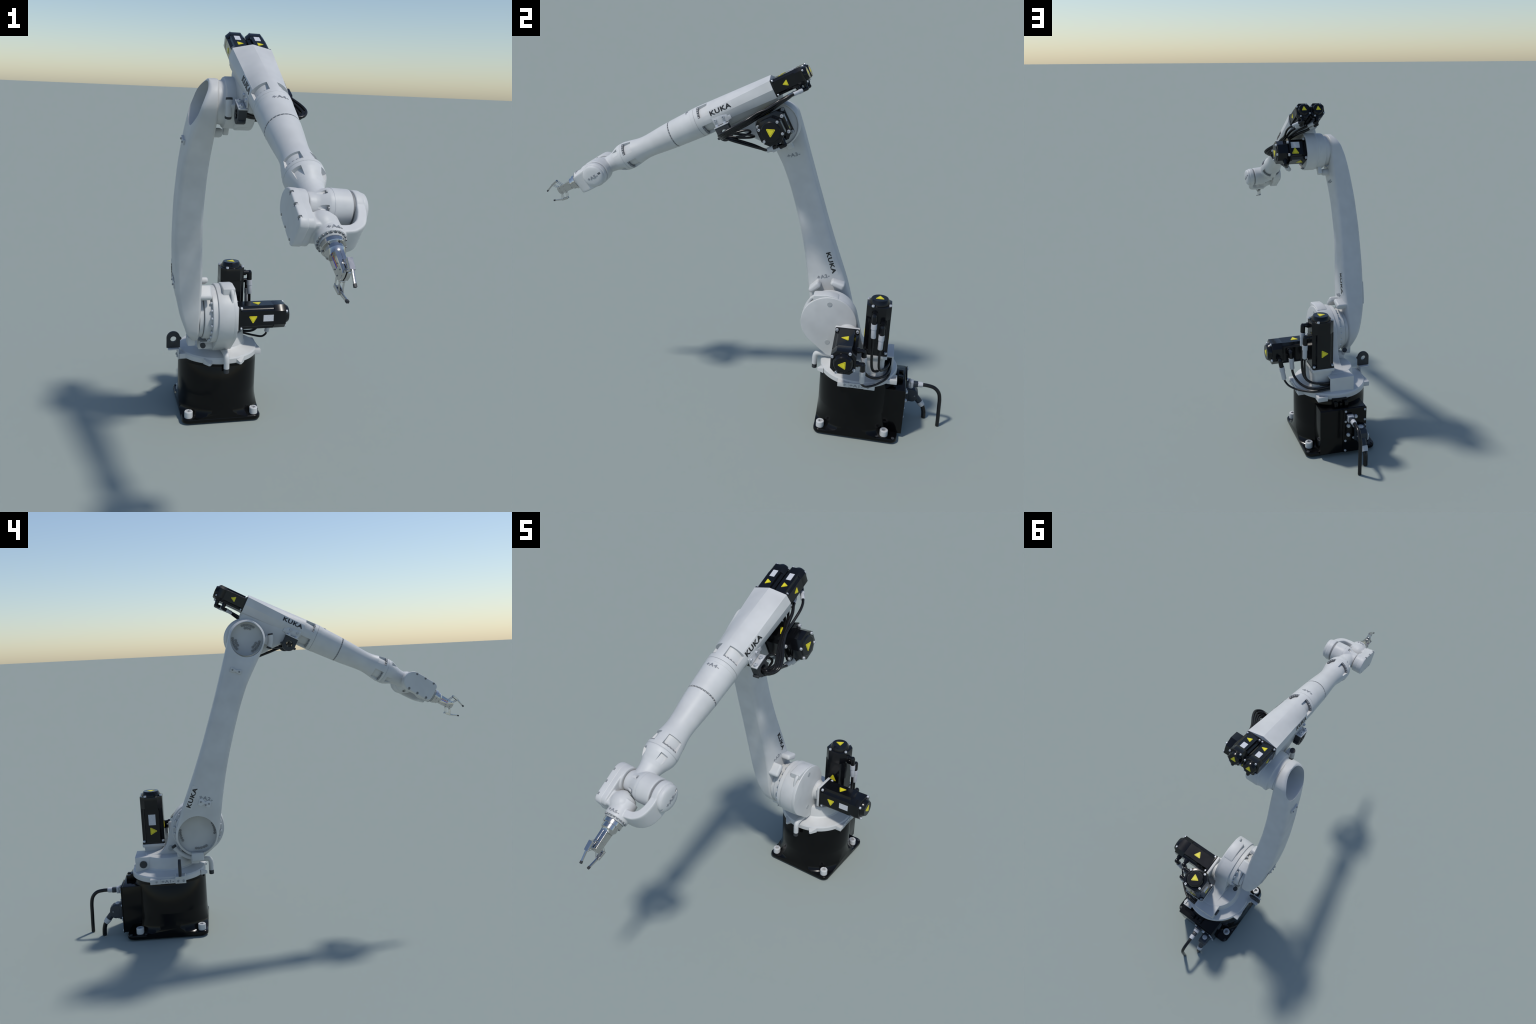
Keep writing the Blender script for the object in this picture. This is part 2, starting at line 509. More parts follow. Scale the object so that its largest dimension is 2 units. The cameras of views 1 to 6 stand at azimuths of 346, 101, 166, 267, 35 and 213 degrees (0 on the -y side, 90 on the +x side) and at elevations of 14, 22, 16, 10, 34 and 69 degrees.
# flank blocks carrying the axis marks
for sx in (-1, 1):
    x0, x1 = (0.150, 0.1955) if sx > 0 else (-0.1955, -0.150)
    b = join(bm_box(x0, x1, -0.0875, -0.034, 0.2895, 0.3145, 0.002), bm_box(x0, x1, 0.034, 0.0865, 0.2895, 0.3145, 0.002),
             bm_box(x0 + (0.002 if sx < 0 else 0), x1 - (0.002 if sx > 0 else 0), -0.0345, 0.0345, 0.2900, 0.3140, 0.001))
    add('stop_block', b, WHITE, ML, column)
    for yy in (-0.055, 0.055):
        inst('socket_bolt', BOLT_W, ML @ aim((sx * 0.1925, yy, 0.3025), (sx, 0, 0)), column)
    fr = Matrix.Translation((sx * 0.1936, 0, 0.302)) @ (Matrix(((0, 0, 1, 0), (1, 0, 0, 0), (0, 1, 0, 0), (0, 0, 0, 1))) if sx > 0 else Matrix(((0, 0, -1, 0), (-1, 0, 0, 0), (0, 1, 0, 0), (0, 0, 0, 1))))
    lettering('axis_mark', '+A1-', 0.062, 0.014, ML, column, GINK, fr, 0.0)
# rear lug and front noses on the rim
lug = cut(bm_box(0.070, 0.122, 0.140, 0.1885, 0.2895, 0.3135, 0.002), [bm_box(0.081, 0.111, 0.160, 0.1835, 0.306, 0.33)])
add('rim_lug', lug, WHITE, ML, column)
for sx in (-1, 1):
    nose = bm_loft([[(sx * 0.0718 + 0.024 * sx * q, -0.165 + 0.0 * k, z) for q, z in ((-1, 0.291), (1, 0.291), (1, 0.3165), (-1, 0.3165))] for k in (0,)] +
                   [[(sx * 0.0718 + 0.004 * sx * q, -0.196, z) for q, z in ((-1, 0.291), (1, 0.291), (1, 0.302), (-1, 0.302))]])
    add('rim_nose', nose, WHITE, ML, column)

# shoulder housing: disc at the elbow of a wall that flares into the column
C2 = (A2Y, A2Z)
outline = arc(A2Y, A2Z, 0.136, 15, 229, 56) + [(-0.196, 0.3825), (-0.160, 0.3530), (-0.125, 0.345), (0.08, 0.345), (0.080, 0.4015), (0.055, 0.4045), (0.030, 0.413), (0.014, 0.428), (0.002, 0.450), (-0.010, 0.492)]
hous = bm_prism(outline, -0.054, 0.0155, 0.004, 3, 'yz')
housing = add('shoulder_housing', hous, WHITE, ML, robot, 28)
face = arc(A2Y, A2Z, 0.1355, 12, 229, 56) + [(-0.196, 0.3830), (-0.163, 0.3560), (-0.120, 0.3480), (-0.060, 0.3560), (-0.030, 0.420)] + arc(A2Y, A2Z, 0.1355, -28, 6, 8)
add('shoulder_cover', bm_prism(face, 0.008, 0.0302, 0.0032, 3, 'yz'), WHITE, ML, housing, 40)
for zz in (0.1013, -0.1013):
    add('cover_plug', bm_rev([(0, 0.029), (0.0122, 0.029), (0.0122, 0.0312), (0.0114, 0.0318), (0, 0.0318)], 32, 'X', (0, A2Y, A2Z + zz)), CAPGREY, ML, housing)
# pad and rib on top of the disc
pad = bm_prism([(-0.2415, 0.635), (-0.2415, 0.664), (-0.236, 0.668), (-0.175, 0.6745), (-0.13, 0.6665), (-0.122, 0.661), (-0.122, 0.64)], -0.030, 0.0255, 0.005, 3, 'yz')
add('top_pad', pad, WHITE, ML, housing)
add('top_rib', bm_tube(catmull([(0.008, -0.268, 0.598), (0.009, -0.262, 0.622), (0.010, -0.252, 0.643), (0.010, -0.235, 0.655)], 5), lambda t: 0.004 + 0.006 * t, 14), WHITE, ML, housing)
# gearbox rings toward the arm
add('gear_ring', bm_rev([(0.05, -0.0785), (0.126, -0.0785), (0.1285, -0.076), (0.1285, -0.0545), (0.128, -0.053), (0.05, -0.053)], 128, 'X', (0, A2Y, A2Z)), WHITE, ML, housing)
gear = add('gear_hub', bm_rev([(0.05, -0.112), (0.106, -0.112), (0.1085, -0.1095), (0.1105, -0.082), (0.1105, -0.076), (0.05, -0.076)], 128, 'X', (0, A2Y, A2Z)), WHITE, ML, housing)
for i in range(22):
    a = 2 * pi * (i + 0.5) / 22
    inst('ring_bolt', BOLT_R, ML @ aim((-0.0782, A2Y + 0.1185 * cos(a), A2Z + 0.1185 * sin(a)), (-1, 0, 0)), housing)
# stop tube curved round the shoulder, with rubber ends
st = [(-0.102, A2Y + 0.1455 * cos(radians(a)), A2Z + 0.1455 * sin(radians(a))) for a in [-34 - 60 * i / 14 for i in range(15)]]
add('stop_tube', bm_tube(st, 0.0118, 20), WHITE, ML, housing)
for a0, a1 in ((-30, -34.2), (-94, -98)):
    add('rubber_buffer', bm_tube([(-0.102, A2Y + 0.1455 * cos(radians(a)), A2Z + 0.1455 * sin(radians(a))) for a in (a0, (a0 + a1) / 2, a1)], 0.0122, 20), RUBBER, ML, housing)
add('stop_bracket', join(bm_box(-0.105, -0.05, -0.075, -0.050, 0.395, 0.436, 0.004), bm_box(-0.120, -0.045, -0.160, -0.120, 0.360, 0.402, 0.004), bm_box(-0.112, -0.06, -0.172, -0.148, 0.394, 0.401, 0.002)), WHITE, ML, housing)
add('side_plug', bm_rev(cyl_prof(0.0135, -0.060, -0.0535, 0.001), 28, 'X', (0, -0.018, 0.432)), CAPGREY, ML, housing)
# bent front stop with rubber tip
ft = catmull([(0.001, -0.115, 0.3405), (0.001, -0.16, 0.3445), (0.001, -0.198, 0.3455), (0.001, -0.2135, 0.3395), (0.001, -0.218, 0.322), (0.001, -0.218, 0.3), (0.001, -0.218, 0.284)], 8)
add('front_stop', bm_tube(ft, 0.0128, 22), WHITE, ML, column)
add('rubber_tip', bm_rev([(0, 0.2615), (0.0105, 0.2615), (0.0125, 0.2635), (0.0125, 0.2845), (0, 0.2845)], 24, 'Z', (0.001, -0.218, 0)), RUBBER, ML, column)

# lifting eye on its bracket
ey = -0.0645
eye_out = [(-0.2512, 0.340)] + [(-0.1895, 0.340)] + arc(-0.2203, 0.3865, 0.031, 0, 180, 24)
eye = cut(bm_prism(eye_out, ey - 0.0065, ey + 0.0065, 0.0012, 2, 'xz'), [bm_rev([(0.0138, -0.05), (0.0138, 0.05)], 32, 'Y', (-0.2203, ey, 0.3815))])
add('lifting_eye', join(eye, bm_rev(cyl_prof(0.007, -0.0055, 0.0055, 0.001), 18, 'Y', (-0.1895, ey, 0.383))), RUBBER, ML, column)
add('eye_bracket', join(bm_box(-0.2455, -0.195, ey - 0.023, ey + 0.023, 0.334, 0.3395, 0.001), bm_box(-0.2005, -0.1965, ey - 0.026, ey + 0.026, 0.289, 0.339, 0.001)), WHITE, ML, column)
for yy in (-0.0135, 0.0135):
    inst('socket_bolt', BOLT_W, ML @ aim((-0.2002, ey + yy - 0.001, 0.302), (-1, 0, 0)), column)

# cable box behind the column
wb = bm_prism([(0.05, 0.315), (0.1645, 0.315), (0.1645, 0.3985), (0.05, 0.3985)], -0.077, 0.0485, 0.002, 2, 'yz')
wb = cut(wb, [bm_box(0.030, 0.06, 0.092, 0.156, 0.334, 0.392)])
add('cable_box', wb, WHITE, ML, column)
add('cable_box_plug', bm_rev([(0, 0), (0.0185, 0), (0.0185, 0.007), (0.017, 0.009), (0, 0.009)], 36, '-X', (-0.0765, 0.124, 0.3615)), RUBBER, ML, column)
add('cable_box_inside', bm_box(0.026, 0.0315, 0.090, 0.158, 0.332, 0.394), RUBBER, ML, column)

# motor pedestal on the column and motor seat on the shoulder
VM = (0.0732, 0.0722)
mp = join(bm_prism(round_rect(VM[0] - 0.0585, VM[0] + 0.0585, VM[1] - 0.0585, VM[1] + 0.0585, 0.006, 3), 0.424, 0.4395, 0.001),
          bm_loft([[(VM[0] + x * 0.0495, VM[1] + y * 0.0495, z) for x, y in round_rect(-1, 1, -1, 1, 0.45, 6)] for z in (0.325, 0.400)] +
                  [[(VM[0] + x * 0.053, VM[1] + y * 0.053, z) for x, y in round_rect(-1, 1, -1, 1, 0.3, 6)] for z in (0.4245,)]))
add('motor_pedestal', mp, WHITE, ML, column)
HM = (-0.0648, 0.4815)
hs = join(bm_rev([(0.030, 0.0), (0.057, 0.0), (0.055, 0.030), (0.049, 0.034), (0.047, 0.062), (0.03, 0.062)], 64, 'X', (0, *HM)),
          bm_box(0.060, 0.0745, HM[0] - 0.0585, HM[0] + 0.0585, HM[1] - 0.0585, HM[1] + 0.0585, 0.004, 2))
add('motor_seat', hs, WHITE, ML, housing)

# ------------------------------------------------------------------ motors
def octagon(h, c):
    return [(h, -c), (h, c), (c, h), (-c, h), (-h, c), (-h, -c), (-c, -h), (c, -h)]

def body_section(h, flat, notch):
    """square body whose corners are cut back to free the flange screws"""
    k = h - notch
    pts = []
    for q in range(4):
        a = q * pi / 2
        for x, y in ((h, -flat), (h, flat), (k + notch * 0.45, flat + 0.08 * h), (flat + 0.08 * h, k + notch * 0.45)):
            pts.append((x * cos(a) - y * sin(a), x * sin(a) + y * cos(a)))
    return pts

def servo_motor(M, h, length, parent, name, screw, warnset, signs=(), labels=(), cap_turn=0.0, cap_h=0.025, end_len=0.25):
    """origin at flange face, +z along the shaft housing; h = half width of the flange"""
    body = add(name, join(bm_loft([[(x, y, z) for x, y in body_section(h * 0.985, h * 0.62, h * 0.40)] for z in (0.004, length * (1 - end_len))])), MBLACK, M, parent, 25)
    add('motor_flange', bm_prism(round_rect(-h, h, -h, h, h * 0.14, 4), 0.0, 0.0085 * h / 0.0575 + 0.001, 0.001), MBLACK, M, body)
    e0, e1 = length * (1 - end_len) - 0.0005, length
    add('encoder_housing', bm_prism(octagon(h * 0.990, h * 0.57), e0, e1, 0.0012, 2), MBLACK, M, body)
    add('motor_cap', bm_rev([(0, e1 - 0.002), (h * 0.86, e1 - 0.002), (h * 0.86, e1 + cap_h * 0.12), (h * 0.70, e1 + cap_h * 0.86), (h * 0.66, e1 + cap_h), (0, e1 + cap_h)], 48), MBLACK, M, body)
    ft = 0.0085 * h / 0.0575 + 0.001
    for q in range(4):
        a = pi / 4 + q * pi / 2
        inst(screw.name, screw, M @ T((h * 0.84 * sqrt(2) * cos(a), h * 0.84 * sqrt(2) * sin(a), ft - 0.0005)), body)
        b = radians(60.5) + q * pi / 2
        inst(screw.name, screw, M @ T((h * 1.0 * cos(b), h * 1.0 * sin(b), e1 - 0.0005)) @ Matrix.Scale(0.9, 4), body)
    warn(warnset, M @ T((0, 0, e1 + cap_h - 0.0003)) @ RZ(cap_turn), body)
    for face, z, turn in signs:           # face: quarter turn index of the side
        warn(warnset, M @ RZ(face * pi / 2) @ T((h * 0.984, 0, z)) @ RY(pi / 2) @ RZ(turn), body)
    for face, z, w, l in labels:
        add('rating_plate', bm_box(-w / 2, w / 2, -l / 2, l / 2, 0, 0.0009, 0.0), PLATE, M @ RZ(face * pi / 2) @ T((h * 0.984, 0, z)) @ RY(pi / 2), body)
    return body

def connector(P0, P1, P2, M, parent, r=0.0118, sl=0.6):
    """elbow plug: from motor face P0 to elbow P1, black barrel then pale sleeve to P2"""
    P0, P1, P2 = Vector(P0), Vector(P1), Vector(P2)
    d = (P2 - P1)
    k = P1 + d * (1 - sl)
    el = join(bm_tube([P0, P0 + (P1 - P0) * 0.45, P0 + (P1 - P0) * 0.46, P1], lambda t: r * 1.15 if t < 0.4 else r * 0.86, 18),
              moved(bm_rev([(0, -r), (r * 0.7, -r * 0.72), (r, 0), (r * 0.7, r * 0.72), (0, r)], 18), T(P1)),
              bm_tube([P1, k], r * 0.98, 18))
    add('cable_elbow', el, MBLACK, M, parent, 40)
    q = k + d * sl * 0.36
    add('cable_sleeve', join(bm_tube([k, k + d * 0.015, q - d * 0.015, q], lambda t: r * 1.13, 20), bm_tube([q, P2 - d * 0.03, P2], lambda t: r * 0.97 if t < 0.9 else r * 0.85, 20)), GREY, M, parent, 40)

# column turning motor (upright)
MV = ML @ T((VM[0], VM[1], 0.4397))
vm = servo_motor(MV, 0.0575, 0.2475, robot, 'motor', SCREW_L, WARN_L, signs=((1, 0.082, pi / 2 * 0), (2, 0.068, 0), (3, 0.085, pi / 2)),
                 labels=((2, 0.128, 0.056, 0.036),), cap_turn=radians(90), cap_h=0.024)
connector((0.126, 0.0546, 0.657), (0.161, 0.0546, 0.657), (0.1655, 0.0578, 0.5498), ML, vm, 0.0122, 0.66)
connector((0.126, 0.0953, 0.606), (0.1615, 0.0953, 0.606), (0.1632, 0.0931, 0.4935), ML, vm, 0.0122, 0.66)
# shoulder motor (lying)
MH = ML @ T((0.0747, HM[0], HM[1])) @ Matrix(((0, 0, 1, 0), (1, 0, 0, 0), (0, 1, 0, 0), (0, 0, 0, 1)))
hm = servo_motor(MH, 0.0575, 0.228, robot, 'motor', SCREW_L, WARN_L, signs=((1, 0.099, 0), (2, 0.068, 0), (3, 0.080, 0)),
                 labels=((2, 0.142, 0.049, 0.031),), cap_turn=radians(90), cap_h=0.0215)
connector((0.216, -0.012, 0.505), (0.2155, 0.0225, 0.503), (0.2095, 0.0285, 0.414), ML, hm, 0.0122, 0.66)
connector((0.2725, -0.012, 0.468), (0.2725, 0.0228, 0.466), (0.2514, 0.0252, 0.3603), ML, hm, 0.0122, 0.66)

def cable(pts, r, M, parent, per=8):
    return add('cable', bm_tube(catmull(pts, per), r, 14), CABLE, M, parent, 60)

cable([(0.1655, 0.0578, 0.552), (0.167, 0.058, 0.50), (0.166, 0.060, 0.43), (0.158, 0.066, 0.385), (0.138, 0.080, 0.360), (0.105, 0.105, 0.352), (0.07, 0.128, 0.354), (0.03, 0.135, 0.358)], 0.0066, ML, robot)
cable([(0.1632, 0.0931, 0.496), (0.164, 0.0935, 0.45), (0.161, 0.096, 0.40), (0.148, 0.105, 0.375), (0.12, 0.122, 0.365), (0.08, 0.140, 0.366), (0.03, 0.145, 0.369)], 0.0058, ML, robot)
cable([(0.2095, 0.0285, 0.417), (0.208, 0.030, 0.398), (0.200, 0.044, 0.372), (0.182, 0.075, 0.350), (0.152, 0.110, 0.339), (0.115, 0.138, 0.340), (0.075, 0.148, 0.346), (0.03, 0.148, 0.350)], 0.0066, ML, robot)
cable([(0.2514, 0.0252, 0.363), (0.247, 0.026, 0.348), (0.232, 0.044, 0.330), (0.205, 0.078, 0.3235), (0.165, 0.115, 0.3235), (0.125, 0.142, 0.328), (0.08, 0.152, 0.336), (0.03, 0.152, 0.340)], 0.0052, ML, robot)

# ------------------------------------------------------------------ lower arm
AL = hypot(A3Y - A2Y, A3Z - A2Z)
UD = Vector((0, (A3Y - A2Y) / AL, (A3Z - A2Z) / AL))     # along the arm
VD = Vector((0, UD.z, -UD.y))                            # toward the rear
REAR = [(-0.13, 0.105), (0.1, 0.104), (0.16, 0.100), (0.25, 0.093), (0.35, 0.0875), (0.45, 0.0835), (0.66, 0.081), (0.81, 0.0825), (0.93, 0.085), (1.1, 0.088)]
FRONT = [(-0.13, 0.105), (0.04, 0.102), (0.13, 0.086), (0.23, 0.0705), (0.33, 0.0580), (0.43, 0.0500), (0.55, 0.0455), (0.67, 0.0450), (0.77, 0.0510), (0.87, 0.070), (0.93, 0.082), (0.976, 0.088), (1.1, 0.088)]
XO = [(-0.125, -0.140), (-0.09, -0.160), (-0.05, -0.185), (0.01, -0.209), (0.106, -0.232), (0.18, -0.242), (0.33, -0.2525), (0.42, -0.255), (0.55, -0.2555), (0.70, -0.248), (0.84, -0.232), (0.935, -0.2145), (1.0, -0.194), (1.065, -0.154)]
XI = [(-0.125, -0.125), (0.0, -0.128), (0.12, -0.128), (0.25, -0.130), (0.40, -0.1385), (0.55, -0.1430), (0.70, -0.139), (0.85, -0.130), (0.95, -0.1255), (1.1, -0.1255)]

def arm_section(u):
    b = 0.122
    t = 0.088
    r, f = smooth_interp(REAR, u), smooth_interp(FRONT, u)
    if u < 0:
        w = 0.106 * sqrt(max(0.0, 1 - (u / b) ** 2))
        r, f = min(r, w), min(f, w)
    if u > AL:
        w = sqrt(max(0.0, t * t - (u - AL) ** 2))
        r, f = min(r, w), min(f, w)
    r, f = max(r, 0.012), max(f, 0.012)
    return r, f, smooth_interp(XO, u), smooth_interp(XI, u)

def arm_ring(u):
    r, f, xo, xi = arm_section(u)
    d = xi - xo
    w = r + f
    co = (min(0.024, 0.24 * w), min(0.020, 0.3 * d))       # outer corners
    ci = (min(0.030, 0.24 * w), min(0.016, 0.25 * d))      # inner corners
    pts = []
    n = 7
    for (cv, cx_, rv, rx, a0) in ((r - ci[0], xi - ci[1], ci[0], ci[1], 0), (-f + ci[0], xi - ci[1], ci[0], ci[1], 90),
                                  (-f + co[0], xo + co[1], co[0], co[1], 180), (r - co[0], xo + co[1], co[0], co[1], 270)):
        for i in range(n):
            a = radians(a0 + 90 * i / (n - 1))
            pts.append((cv + rv * cos(a), cx_ + rx * sin(a)))
    base = Vector((0, A2Y, A2Z)) + UD * u
    return [base + VD * v + Vector((x, 0, 0)) for v, x in pts]

us = [-0.1213 * cos(radians(90 * i / 12)) for i in range(12)] + [AL * i / 56 for i in range(57)] + [AL + 0.0876 * sin(radians(90 * i / 12)) for i in range(1, 13)]
arm = bm_loft([arm_ring(u) for u in us])
bmesh.ops.triangulate(arm, faces=[f for f in arm.faces if len(f.verts) > 4])
FL2, FL3 = -0.1335, -0.1380
def bore(y, z, half_v, half_u, du, floor):
    pts = []
    for i in range(96):
        a = 2 * pi * i / 96
        p = Vector((0, y, z)) + UD * (du + half_u * cos(a)) + VD * (half_v * sin(a))
        pts.append((p.y, p.z))
    return bm_prism(pts, -0.4, floor, 0, 2, 'yz')
arm = cut(arm, [bore(A2Y, A2Z, 0.0945, 0.1055, -0.003, FL2), bore(A3Y, A3Z, 0.0785, 0.083, -0.004, -0.1)])
lower_arm = add('lower_arm', arm, WHITE, ML, robot, 35)
# hub rings between arm and joints
add('arm_hub', bm_rev([(0.05, -0.1315), (0.100, -0.1315), (0.1005, -0.1155), (0.098, -0.114), (0.05, -0.114)], 96, 'X', (0, A2Y, A2Z)), WHITE, ML, lower_arm)
add('joint_gap_ring', bm_rev([(0.04, -0.12), (0.0965, -0.12), (0.0965, -0.108), (0.04, -0.108)], 96, 'X', (0, A2Y, A2Z)), GAP, ML, lower_arm)
add('joint_gap_ring', bm_rev([(0.03, -0.132), (0.0775, -0.132), (0.0775, -0.118), (0.03, -0.118)], 96, 'X', (0, A3Y, A3Z)), GAP, ML, lower_arm)
add('bore_floor', bm_rev([(0, FL3), (0.0795, FL3), (0.0795, -0.113), (0, -0.113)], 72, 'X', (0, A3Y, A3Z)), WHITE, ML, lower_arm)
# bolt groups on the bore floors
for g in range(4):
    for i in range(5):
        a = radians(80 + 90 * g + (i - 2) * 9.0)
        inst('socket_bolt', BOLT, ML @ aim((FL2 + 0.0002, A2Y + 0.0845 * cos(a), A2Z + 0.0845 * sin(a)), (-1, 0, 0)), lower_arm)
for g in range(3):
    for i in range(6):
        a = radians(100 + 120 * g + (i - 2.5) * 10)
        inst('socket_bolt', BOLT, ML @ aim((FL3 + 0.0002, A3Y + 0.064 * cos(a), A3Z + 0.064 * sin(a)), (-1, 0, 0)), lower_arm)
    for i in range(3):
        a = radians(100 + 120 * g + (i - 1) * 14)
        inst('socket_bolt', BOLT, ML @ aim((FL3 + 0.0002, A3Y + 0.050 * cos(a), A3Z + 0.050 * sin(a)), (-1, 0, 0)), lower_arm)
# stop horns above the shoulder
def wedge(p, q, th, x0, x1):
    (ya, za), (yb, zb) = p, q
    d = Vector((yb - ya, zb - za)).normalized()
    n = Vector((-d.y, d.x)) if -d.y * 0 + d.x > 0 else Vector((d.y, -d.x))
    pr = [(ya, za), (yb, zb), (yb + n.x * th, zb + n.y * th), (ya + n.x * th * 1.3, za + n.y * th * 1.3)]
    bm = bm_prism(pr, x0, x1, 0, 2, 'yz')
    bmesh.ops.bevel(bm, geom=bm.edges[:], offset=0.0115, segments=5, affect='EDGES', profile=0.5)
    return bm
add('stop_horn', wedge((-0.215, 0.664), (-0.266, 0.622), 0.026, -0.165, -0.083), WHITE, ML, lower_arm, 40)
add('stop_horn', wedge((-0.112, 0.652), (-0.176, 0.678), 0.026, -0.165, -0.083), WHITE, ML, lower_arm, 40)
add('arm_stop_lug', bm_box(-0.172, -0.138, -0.185, -0.125, 0.388, 0.43, 0.005), WHITE, ML, lower_arm)
add('elbow_stop_pin', bm_rev([(0, -0.16), (0.0175, -0.16), (0.0185, -0.104), (0.015, -0.095), (0.008, -0.0915), (0, -0.091)], 28, 'X', (0, -0.418, 1.348)), WHITE, ML, lower_arm)

def arm_x(y, z, side):
    u = (Vector((0, y - A2Y, z - A2Z))).dot(UD)
    return smooth_interp(XI if side > 0 else XO, u)

def arm_letter(name, body, c, ang, w, h, side, mat, bold=0, label=0.0, depth=0.0010):
    """write on the flat faces of the arm; ang = baseline direction seen from that side"""
    ca, sa = cos(ang), sin(ang)
    def wrap(co, lift=0.0):
        a, b = co.x * ca - co.y * sa, co.x * sa + co.y * ca
        y = c[0] + (a if side > 0 else -a)
        z = c[1] + b
        return Vector((arm_x(y, z, side) + side * (co.z + 0.0003 + lift), y, z))
    if label:
        bm = bmesh.new()
        bmesh.ops.create_grid(bm, x_segments=14, y_segments=4, size=0.5)
        for v in bm.verts:
            v.co = Vector((v.co.x * (w + label), v.co.y * (h + label * 0.8), 0))
        ext = bmesh.ops.extrude_face_region(bm, geom=bm.faces[:])
        for v in [g for g in ext['geom'] if isinstance(g, bmesh.types.BMVert)]:
            v.co.z -= 0.003
        for v in bm.verts:
            v.co = wrap(v.co)
        add('name_label', bm, LABELW, ML, lower_arm)
    bm = text_bm(body, w, h, depth, bold or 0.022, 1.1)
    for v in bm.verts:
        v.co = wrap(v.co, 0.0004 if label else 0)
    add(name, bm, mat, ML, lower_arm, 30)

arm_letter('name_lettering', 'KUKA', (-0.1465, 0.7250), radians(67), 0.104, 0.0215, -1, INK, 0.030, 0.014)
arm_letter('name_lettering', 'KUKA', (-0.1775, 0.7780), radians(-70), 0.112, 0.0225, 1, INK, 0.030, 0.014)
arm_letter('axis_mark', '+A2-', (-0.2135, 0.7185), radians(-17), 0.066, 0.018, -1, GINK)
arm_letter('axis_mark', '+A2-', (-0.2120, 0.7035), radians(15), 0.062, 0.018, 1, GINK)
arm_letter('axis_mark', '+A3-', (-0.3870, 1.3010), radians(16), 0.062, 0.018, 1, GINK)
# small screwed plates on the outer face
def face_plate(pts, c, ang, side=-1):
    ca, sa = cos(ang), sin(ang)
    return [(c[0] - (x * ca - y * sa), c[1] + x * sa + y * ca) for x, y in pts]
cross = [(-0.030, 0.016), (-0.014, 0.018), (0.0, 0.006), (0.014, 0.018), (0.030, 0.014), (0.030, -0.014), (0.014, -0.018), (0.0, -0.004), (-0.014, -0.018), (-0.030, -0.014)]
xo = arm_x(-0.206, 0.695, -1)
add('gauge_plate', bm_prism(face_plate(cross, (-0.2065, 0.6950), radians(-17)), xo - 0.0045, xo + 0.004, 0.001, 2, 'yz'), LABELW, ML, lower_arm)
for x, y in ((-0.020, 0.002), (0.020, 0.002), (0.006, -0.007)):
    (yy, zz), = face_plate([(x, y)], (-0.2065, 0.6950), radians(-17))
    inst('small_bolt', BOLT_S, ML @ aim((xo - 0.0042, yy, zz), (-1, 0, 0)), lower_arm)
bone = [(-0.026, 0.010), (-0.012, 0.009), (0, 0.0045), (0.012, 0.009), (0.026, 0.010), (0.026, -0.010), (0.012, -0.009), (0, -0.0045), (-0.012, -0.009), (-0.026, -0.010)]
xo = arm_x(-0.388, 1.314, -1)
add('gauge_plate', bm_prism(face_plate(bone, (-0.3883, 1.3145), radians(-19)), xo - 0.0075, xo + 0.005, 0.0012, 2, 'yz'), WHITE, ML, lower_arm)
for x in (-0.0165, 0.0165):
    (yy, zz), = face_plate([(x, 0)], (-0.3883, 1.3145), radians(-19))
    inst('small_bolt', BOLT_S, ML @ aim((xo - 0.0072, yy, zz), (-1, 0, 0)), lower_arm)

# ------------------------------------------------------------------ forearm housing
POLY = [(0.0, 0.0545), (0.0745, 0.0370), (0.0840, -0.0020), (0.0735, -0.0400), (0.0450, -0.0640), (-0.0450, -0.0640), (-0.0735, -0.0400), (-0.0840, -0.0020), (-0.0745, 0.0370)]
def poly_r(a):
    d = Vector((cos(a), sin(a)))
    best = 0.08
    for i in range(len(POLY)):
        p, q = Vector(POLY[i]), Vector(POLY[(i + 1) % len(POLY)])
        e = q - p
        den = d.x * e.y - d.y * e.x
        if abs(den) < 1e-9:
            continue
        t = (p.x * e.y - p.y * e.x) / den
        k = (p.x * d.y - p.y * d.x) / den
        if t > 0 and -1e-6 <= k <= 1 + 1e-6:
            best = t
    return best
ANG = sorted(set([round(atan2(p[1], p[0]) % (2 * pi), 6) for p in POLY] + [round(2 * pi * i / 120, 6) for i in range(120)]))
S0, S1, R1 = -0.0640, 0.3165, 0.0668
def skin(s, a):
    w = min(1.0, max(0.0, (s - S0) / (0.30 - S0)))
    return poly_r(a) * (1 - w) + R1 * w
def fore_ring(s, k=1.0):
    return [Vector((k * skin(s, a) * cos(a), -s, k * skin(s, a) * sin(a))) for a in ANG]
fh = bm_loft([fore_ring(S0, 0.985), fore_ring(S0 + 0.0012)] + [fore_ring(S0 + (0.31 - S0) * i / 26) for i in range(1, 27)] + [fore_ring(0.3155), fore_ring(S1, 0.985)])
bmesh.ops.triangulate(fh, faces=[f for f in fh.faces if len(f.verts) > 4])

def sector(s0, s1, r0, r1, a0, a1, n=14, r0b=None):
    """wedge-shaped cutter around the forearm axis"""
    r0b = r0 if r0b is None else r0b
    rings = []
    for s, rr in ((s0, r0b), (s1, r0)):
        inner = [Vector((rr * cos(a0 + (a1 - a0) * i / n), -s, rr * sin(a0 + (a1 - a0) * i / n))) for i in range(n + 1)]
        outer = [Vector((r1 * cos(a1 - (a1 - a0) * i / n), -s, r1 * sin(a1 - (a1 - a0) * i / n))) for i in range(n + 1)]
        rings.append(inner + outer)
    return bm_loft(rings)

